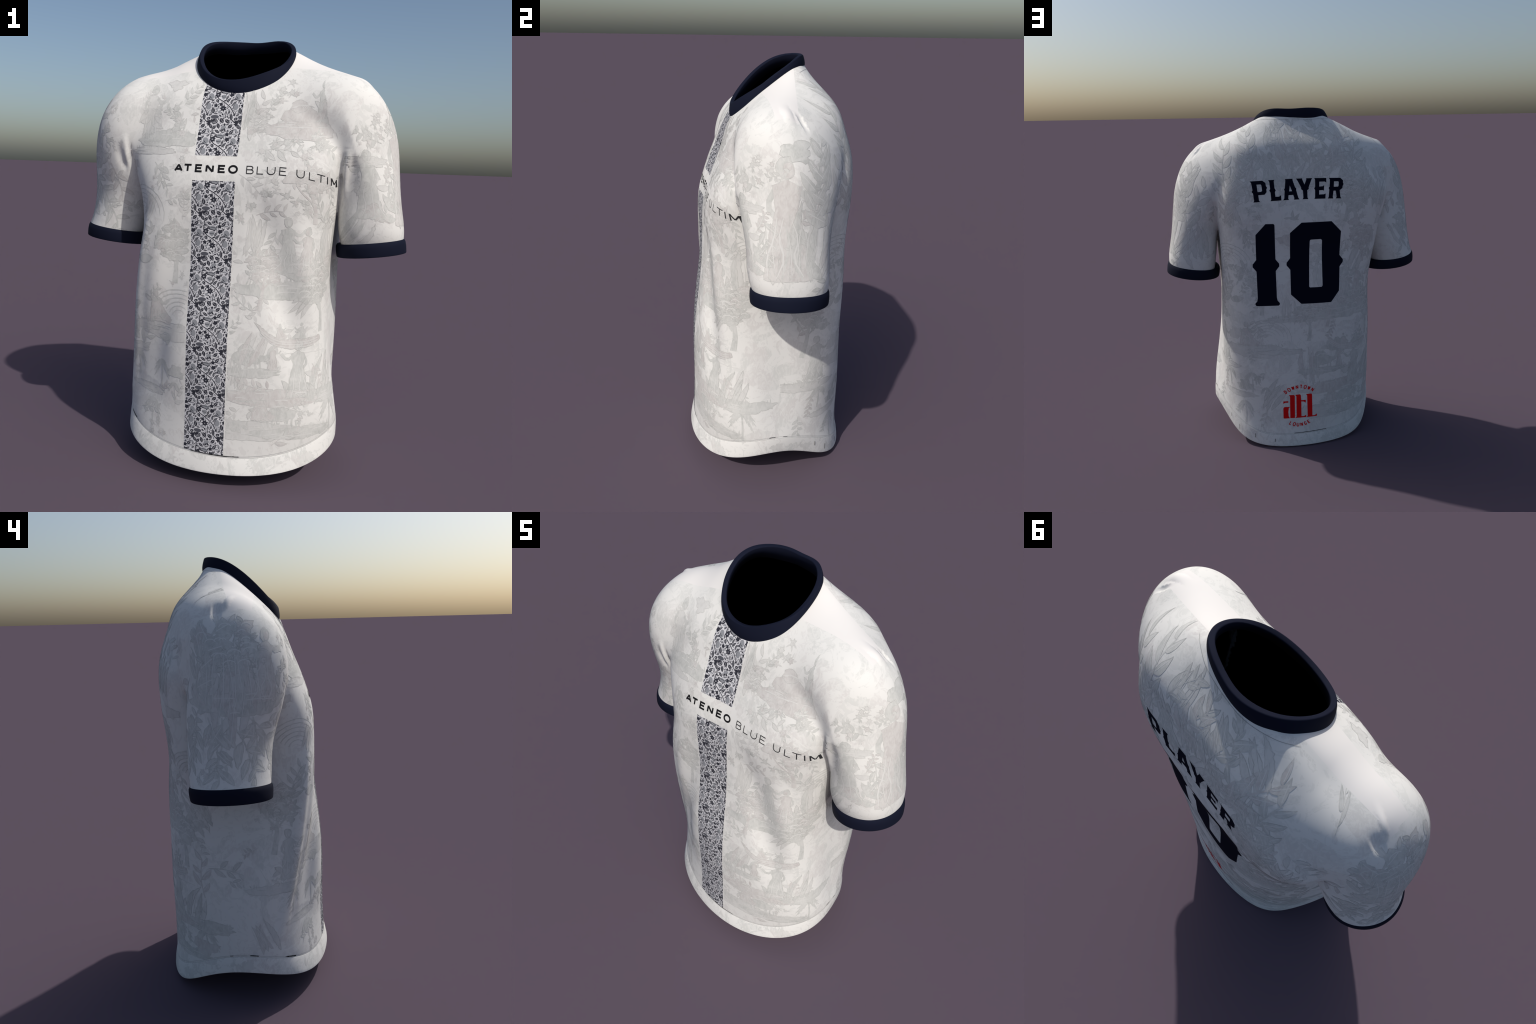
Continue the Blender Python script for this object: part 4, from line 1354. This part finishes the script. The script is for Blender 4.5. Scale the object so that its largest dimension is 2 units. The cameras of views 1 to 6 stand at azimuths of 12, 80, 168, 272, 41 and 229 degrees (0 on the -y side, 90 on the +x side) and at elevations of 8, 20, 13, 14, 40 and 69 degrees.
def scenery(pr, dx=0.0, dz=0.0, front=True):
    """The scenes of one body panel, placed (across, height)."""
    P = lambda f, x, z, *a, **kw: f(pr, x + dx, z + dz, *a, **kw)
    P(sprig, -0.33, 1.41, 0.14, -52)
    P(sprig, -0.29, 1.42, 0.11, -85)
    P(twig, -0.26, 1.245, 0.11, 15)
    P(tree, -0.215, 0.89, 0.24)
    P(bird, -0.33, 1.115, 0.09, 'g', 40)
    P(figure, -0.31, 0.70, 0.19, 'w', 1, True)
    P(plume, -0.22, 0.74, 0.16)
    P(meadow, -0.27, 0.67, 0.19, 'p', 0.22)
    P(palm, -0.285, 0.40, 0.16)
    P(palm, -0.335, 0.20, 0.17)
    P(palm, -0.20, 0.36, 0.10)
    P(palm, -0.45, 0.42, 0.15)
    P(meadow, -0.38, 0.38, 0.12, 'p')
    P(sprig, -0.47, 0.95, 0.16, 70, 'g', 8)
    P(plume, -0.45, 1.18, 0.17)
    P(figure, -0.49, 0.60, 0.22, 'g', 1)
    P(tree, -0.56, 0.72, 0.28, 'g', 0.1)
    P(meadow, -0.53, 0.56, 0.16)
    P(swan, -0.40, 0.98, 0.11)
    P(flowers, 0.13, 1.24, 0.11)
    P(drapery, 0.14, 1.12, 0.17, 85, 'p')
    P(tree, 0.40, 1.17, 0.23, 'w', -0.15)
    P(flowers, 0.31, 1.27, 0.11)
    P(figure, 0.28, 0.96, 0.23, 'g', 1)
    P(figure, 0.37, 0.95, 0.20, 'w', -1)
    P(beast, 0.34, 0.90, 0.15, 'g', -1)
    P(meadow, 0.29, 0.885, 0.22, 'g', 0.18)
    P(tree, 0.17, 0.80, 0.22, 'w', 0.1)
    P(twig, 0.12, 0.92, 0.12, 70)
    P(boat, 0.315, 0.665, 0.155)
    P(beast, 0.135, 0.535, 0.145, 'g', 1)
    P(meadow, 0.13, 0.53, 0.15, 'g', 0.14)
    P(figure, 0.245, 0.54, 0.11, 'w', 1)
    P(figure, 0.365, 0.42, 0.24, 'g', -1)
    P(meadow, 0.24, 0.42, 0.24, 'w', 0.16)
    P(figure, 0.20, 0.32, 0.16, 'w', 1, True)
    P(beast, 0.29, 0.29, 0.14, 'g', -1)
    P(meadow, 0.18, 0.27, 0.22, 'p', 0.2)
    P(meadow, 0.36, 0.26, 0.2, 'g', 0.14)
    P(flowers, 0.40, 0.36, 0.10)
    P(tree, 0.47, 0.70, 0.30, 'g', -0.1)
    P(flowers, 0.50, 0.98, 0.12)
    P(drapery, 0.50, 0.50, 0.2, 70, 'g')
    P(plume, 0.52, 1.14, 0.14)
    P(palm, 0.55, 0.24, 0.2)
    P(meadow, 0.54, 0.42, 0.16, 'g', 0.2)
    P(sprig, 0.46, 1.17, 0.15, 120)
    if front:
        P(flowers, 0.31, 1.50, 0.13)
        P(flowers, 0.20, 1.47, 0.09)
        P(twig, 0.36, 1.54, 0.12, -35)
        P(beast, 0.30, 1.55, 0.17, 'w', 1)
        P(meadow, 0.31, 1.56, 0.16, 'w', 0.25)
        P(figure, 0.40, 1.58, 0.16, 'g', -1)
        P(sprig, 0.10, 1.54, 0.16, 80, 'p', 6)
        P(tree, 0.14, 1.46, 0.16, 'p')
        P(twig, 0.16, 1.64, 0.10, 60)
        P(flowers, -0.26, 1.60, 0.13)
        P(figure, -0.38, 1.50, 0.24, 'p', 1)
        P(sprig, -0.22, 1.66, 0.12, 60, 'g', 8)
        P(meadow, -0.27, 1.51, 0.17, 'g', 0.2)
        P(meadow, -0.36, 1.46, 0.12, 'p', 0.16)
        P(sprig, -0.20, 1.50, 0.13, 110, 'p', 6)
        P(flowers, -0.36, 1.66, 0.08, 'p')
    else:
        for x, z, k, a, kind in ((-0.40, 1.58, 0.26, 95, 'g'), (-0.22, 1.70, 0.24, 105, 'g'), (-0.08, 1.72, 0.22, 70, 'w'), (0.08, 1.70, 0.26, 80, 'g'),
                                 (0.20, 1.72, 0.24, 60, 'w'), (0.33, 1.62, 0.26, 85, 'g'), (0.42, 1.52, 0.24, 100, 'g'), (-0.42, 1.42, 0.24, 80, 'w'),
                                 (0.02, 1.82, 0.16, 100, 'g'), (-0.16, 1.84, 0.16, 60, 'g'), (0.18, 1.86, 0.14, 120, 'g')):
            P(sprig, x, z, k, a, kind, 8)
            P(drapery, x + 0.05, z + 0.06, 0.16, a + 25, 'p')
        P(figure, -0.14, 1.66, 0.20, 'g', 1, True)
        P(palm, -0.02, 1.68, 0.16)
        P(sprig, 0.15, 1.66, 0.20, 75, 'g', 7)
        P(sprig, 0.24, 1.60, 0.22, 60, 'g', 7)
        P(sprig, -0.26, 1.58, 0.24, 100, 'w', 8)
        P(sprig, -0.34, 1.60, 0.20, 75, 'g', 7)
        P(meadow, 0.05, 1.65, 0.2, 'g', 0.14)
        P(tree, 0.28, 1.42, 0.26, 'g', 0.1)
        P(tree, 0.34, 1.36, 0.28, 'g', -0.05)
        P(bird, -0.02, 1.45, 0.09, 'g', -20)
        P(flowers, -0.30, 1.52, 0.13)
        P(flowers, 0.36, 1.66, 0.10)
        P(bird, -0.31, 1.17, 0.12, 'g', 50)
        P(tree, 0.06, 0.72, 0.24, 'g')
        P(meadow, 0.0, 0.86, 0.2, 'p', 0.1)
        P(twig, -0.05, 0.90, 0.1, 10)
        P(meadow, -0.10, 0.66, 0.14, 'p', 0.12)


def drapery(pr, x, z, k, ang, kind='p'):
    """Long bent folds lying side by side."""
    fr = frame(x, z, k, ang)
    for i in range(4):
        o = 0.13 * (i - 1.5)
        l = pr.rng.uniform(0.7, 1.1)
        pr.fill(kind if i % 2 else 'p', moved(fr, leaf(pr.rng.uniform(-0.1, 0.1), o, l, 0.15, pr.rng.uniform(-8, 8), pr.rng.uniform(-0.12, 0.12), 9)))
        pr.line('l', moved(fr, [(-0.35, o), (0.0, o + pr.rng.uniform(-0.04, 0.04)), (0.35, o)]), np.array([0.004, 0.014, 0.004]) * k)


def scatter(pr, x0, x1, z0, z1, n, size):
    """Loose twigs, leaves and petals between the scenes."""
    for i in range(n):
        x, z = x0 + (x1 - x0) * ((i * 0.618034 + pr.rng.uniform(0, 0.1)) % 1.0), z0 + (z1 - z0) * (i + pr.rng.uniform()) / n
        k = size * pr.rng.uniform(0.6, 1.3)
        c = pr.rng.uniform()
        kind = 'g' if c < 0.4 else ('w' if c < 0.6 else 'p')
        c = pr.rng.uniform()
        if c < 0.3:
            twig(pr, x, z, k, pr.rng.uniform(0, 360), kind)
        elif c < 0.55:
            sprig(pr, x, z, 1.3 * k, pr.rng.uniform(0, 360), kind, 6)
        elif c < 0.68:
            drapery(pr, x, z, 1.6 * k, pr.rng.uniform(50, 130), kind)
        elif c < 0.8:
            pr.fill(kind, blob(x, z, k * 0.5, k * 0.3, pr.rng, 0.3, 26))
        else:
            flowers(pr, x, z, k * 0.7, 'p')


def bare(p):
    """The plain strip along the shoulder ridge and the neck."""
    return (p[:, 2] > 1.70) & (p[:, 1] > -0.058) & (p[:, 1] + 0.145 * np.abs(p[:, 0]) < 0.118)


FRONT_WRAP = Wrap(torso_field, (0, 0), -np.pi / 2, 0.06, 1.93, 1)
BACK_WRAP = Wrap(torso_field, (0, 0), np.pi / 2, 0.06, 1.93, 1)
for wrap, side, dx, dz in ((FRONT_WRAP, -1, 0, 0), (BACK_WRAP, 1, -0.05, -0.06)):
    pr = Print(11 if side < 0 else 12)
    scenery(pr, dx, dz, side < 0)
    scatter(pr, -0.64, 0.64, 0.17, 1.78, 80, 0.11)

    def keep(p, side=side):
        ok = on_torso(p) & ~bare(p)
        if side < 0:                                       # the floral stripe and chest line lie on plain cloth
            ok &= ~((p[:, 0] > STRIPE_X[0] - 0.004) & (p[:, 0] < STRIPE_X[1] + 0.004) & (p[:, 1] < 0))
        return ok & (side * (p[:, 1] - 0.01) > -0.004)
    pr.lay(wrap, PARTS[0], keep)

for s in (1, -1):
    wrap = Wrap(lambda p: sleeve_field(p, s), (s * 0.56, 0.01), 0.0 if s > 0 else np.pi, 1.03, 1.79, 1)
    pr = Print(21 if s > 0 else 22)
    if s > 0:
        figure(pr, -0.05, 1.17, 0.46, 'w', 1)
        drapery(pr, -0.05, 1.28, 0.24, 95, 'w')
        drapery(pr, 0.06, 1.32, 0.28, 82, 'g')
        sprig(pr, 0.08, 1.38, 0.30, 85, 'g', 9)
        sprig(pr, 0.17, 1.30, 0.34, 100, 'g', 8)
        sprig(pr, 0.22, 1.44, 0.24, 70, 'p', 7)
        drapery(pr, 0.24, 1.24, 0.24, 100, 'p')
        figure(pr, -0.25, 1.20, 0.28, 'g', -1)
        twig(pr, -0.16, 1.52, 0.16, 160)
        flowers(pr, -0.22, 1.56, 0.10)
        twig(pr, -0.02, 1.60, 0.10, 200)
        meadow(pr, -0.28, 1.44, 0.14, 'p')
        twig(pr, -0.20, 1.20, 0.14, 60)
    else:
        for x, a, k in ((-0.08, -75, 0.24), (0.0, -60, 0.26), (0.08, -45, 0.24), (-0.02, -95, 0.22), (0.10, -80, 0.2), (-0.14, -100, 0.22)):
            sprig(pr, x - 0.03, 1.37, k, a, 'g', 7)
        tree(pr, -0.06, 1.40, 0.30, 'g', 0.1)
        drapery(pr, -0.06, 1.50, 0.30, 88, 'g')
        drapery(pr, 0.04, 1.50, 0.28, 97, 'w')
        figure(pr, 0.12, 1.42, 0.26, 'w', 1)
        meadow(pr, 0.02, 1.42, 0.22, 'g', 0.2)
        sprig(pr, -0.18, 1.44, 0.30, 70, 'g', 8)
        sprig(pr, -0.12, 1.60, 0.18, 110, 'p', 6)
        sprig(pr, 0.20, 1.20, 0.2, -60, 'g', 6)
        sprig(pr, 0.24, 1.40, 0.18, -80, 'w', 6)
        twig(pr, -0.22, 1.24, 0.16, 70)
        flowers(pr, 0.18, 1.56, 0.12)
    scatter(pr, -0.36, 0.36, 1.12, 1.68, 26, 0.11)
    pr.lay(wrap, PARTS[s], on_sleeve(s))

# ------------------------------------------------------------------ leaves printed on the hem band
def hem_point(q):
    """q: (angle in metres of hem length, 0 at the seam .. 1 at the edge)."""
    i = (q[:, 0] / HEM_LENGTH % 1.0) * len(seam)
    k, w = np.floor(i).astype(int), (i - np.floor(i))[:, None]
    a_, b_ = k % len(seam), (k + 1) % len(seam)
    t = q[:, 1:2]
    mix = lambda r: r[a_] * (1 - w) + r[b_] * w
    return mix(seam) * (1 - t) + mix(edge) * t + mix(HEM_OUT) * (HEM_LIFT + HEM_BULGE * np.sin(np.pi * t)), mix(HEM_OUT)


HEM_LENGTH = float(np.linalg.norm(np.roll(edge, -1, 0) - edge, axis=1).sum())
pr = Print(31)
x = 0.0
while x < HEM_LENGTH:
    for _ in range(2):
        pr.fill('p', leaf(x + pr.rng.uniform(-0.02, 0.02), -pr.rng.uniform(0.03, 0.05), pr.rng.uniform(0.025, 0.05), pr.rng.uniform(0.008, 0.016), pr.rng.uniform(20, 160), 0.1))
    if pr.rng.uniform() < 0.4:
        pr.fill('p', blob(x + 0.03, -0.045, 0.03, 0.018, pr.rng, 0.3))
    x += pr.rng.uniform(0.10, 0.30)
for kind, mat in (('p', MAT_PRINT_PALE),):
    fl = pr.films[kind]
    v, f = refine(np.array(fl.v), np.array(fl.f), 0.008)
    q = np.stack([v[:, 0], -v[:, 1] / 0.075], -1)
    p, n = hem_point(q)
    ok = (q[:, 1] > 0.08) & (q[:, 1] < 0.9)
    p = p + n * v[:, 2:3]
    f = f[ok[f].all(1)]
    turn = (np.cross(p[f[:, 1]] - p[f[:, 0]], p[f[:, 2]] - p[f[:, 0]]) * n[f[:, 0]]).sum(1) < 0
    f[turn] = f[turn][:, ::-1]
    p, f = compact(p, f)
    add('hem_print', make_mesh('hem_print', p, f, mat), PARTS[0], kind='stuff')

# ------------------------------------------------------------------ seams and stitching
MAT_STITCH = material('grey_stitching', (0.30, 0.31, 0.31))
MAT_GAP = material('dark_seam_gap', (0.004, 0.004, 0.004), 1.0, 0.0)


def ribbon(name, pts, width, mat, parent, on_cloth=True, lift=0.0011, normals=None):
    p = np.array(pts, float)
    if on_cloth:
        p, n = settle(p)
    else:
        n = normals
    t = unit(np.gradient(p, axis=0))
    b = unit(np.cross(n, t))
    w = np.full(len(p), width / 2)
    w[0] = w[-1] = width * 0.12
    v = np.concatenate([p + n * lift - b * w[:, None], p + n * lift + b * w[:, None]])
    m = len(p)
    f = np.array([(i, i + 1, m + i + 1, m + i) for i in range(m - 1)])
    a_, b_, c_ = v[f[0][0]], v[f[0][1]], v[f[0][2]]
    if np.cross(b_ - a_, c_ - a_) @ n[0] < 0:
        f = f[:, ::-1]
    return add(name, make_mesh(name, v, f, mat, np.concatenate([n, n])), parent)


def hem_path(a0, a1, up, n=60):
    ph = np.radians(np.linspace(a0, a1, n))
    z = np.interp((ph + np.pi) % (2 * np.pi) - np.pi, TH, HEM_SEAM_A[:, 2]) + up
    return torso_at(ph, z)


ribbon('hem_stitching', hem_path(-180, 180, 0.0045, 400), 0.0009, MAT_STITCH, PARTS[0])
ribbon('hem_stitching', hem_path(-180, 180, -0.0028, 400), 0.0008, MAT_STITCH, PARTS[0])
for a0, a1, w in ((-106.5, -72.5, 0.0038), (-160, -153.5, 0.003), (106.5, 77, 0.0034), (-5.5, -2, 0.0034), (2.5, 5, 0.0026),
                  (181, 185.5, 0.0045), (201, 207.5, 0.005), (170, 172, 0.003)):
    ribbon('seam_gap', hem_path(a0, a1, 0.0040, 40), w, MAT_GAP, PARTS[0])
ph = np.radians(np.linspace(24, 157, 80))
neck_pts = np.stack([NECK[0] + 0.2 * np.cos(ph), NECK[1] + 0.2 * np.sin(ph), 0 * ph], -1)
zn = np.interp(ph, TH, NECK_A[:, 2]) - 0.015
ribbon('neck_stitching', torso_at(ph, zn, cloth_field, NECK), 0.0012, MAT_STITCH, PARTS[0])
for ang, t0, t1 in ((33, 0.35, 0.75), (24, 0.2, 0.5), (47, 0.2, 0.55), (62, 0.3, 0.6)):
    ph = np.full(8, math.radians(ang))
    t = np.linspace(t0, t1, 8)[:, None]
    i = int((ang + 180) % 360)
    p = seam[i] * (1 - t) + edge[i] * t
    n = np.repeat(unit(np.array([[math.cos(ph[0]), math.sin(ph[0]), 0.0]])), 8, 0)
    p = p + n * (0.002 + 0.003 * np.sin(np.pi * t))
    ribbon('seam_gap', p, 0.0028, MAT_GAP, PARTS[0], False, 0.0015, n)
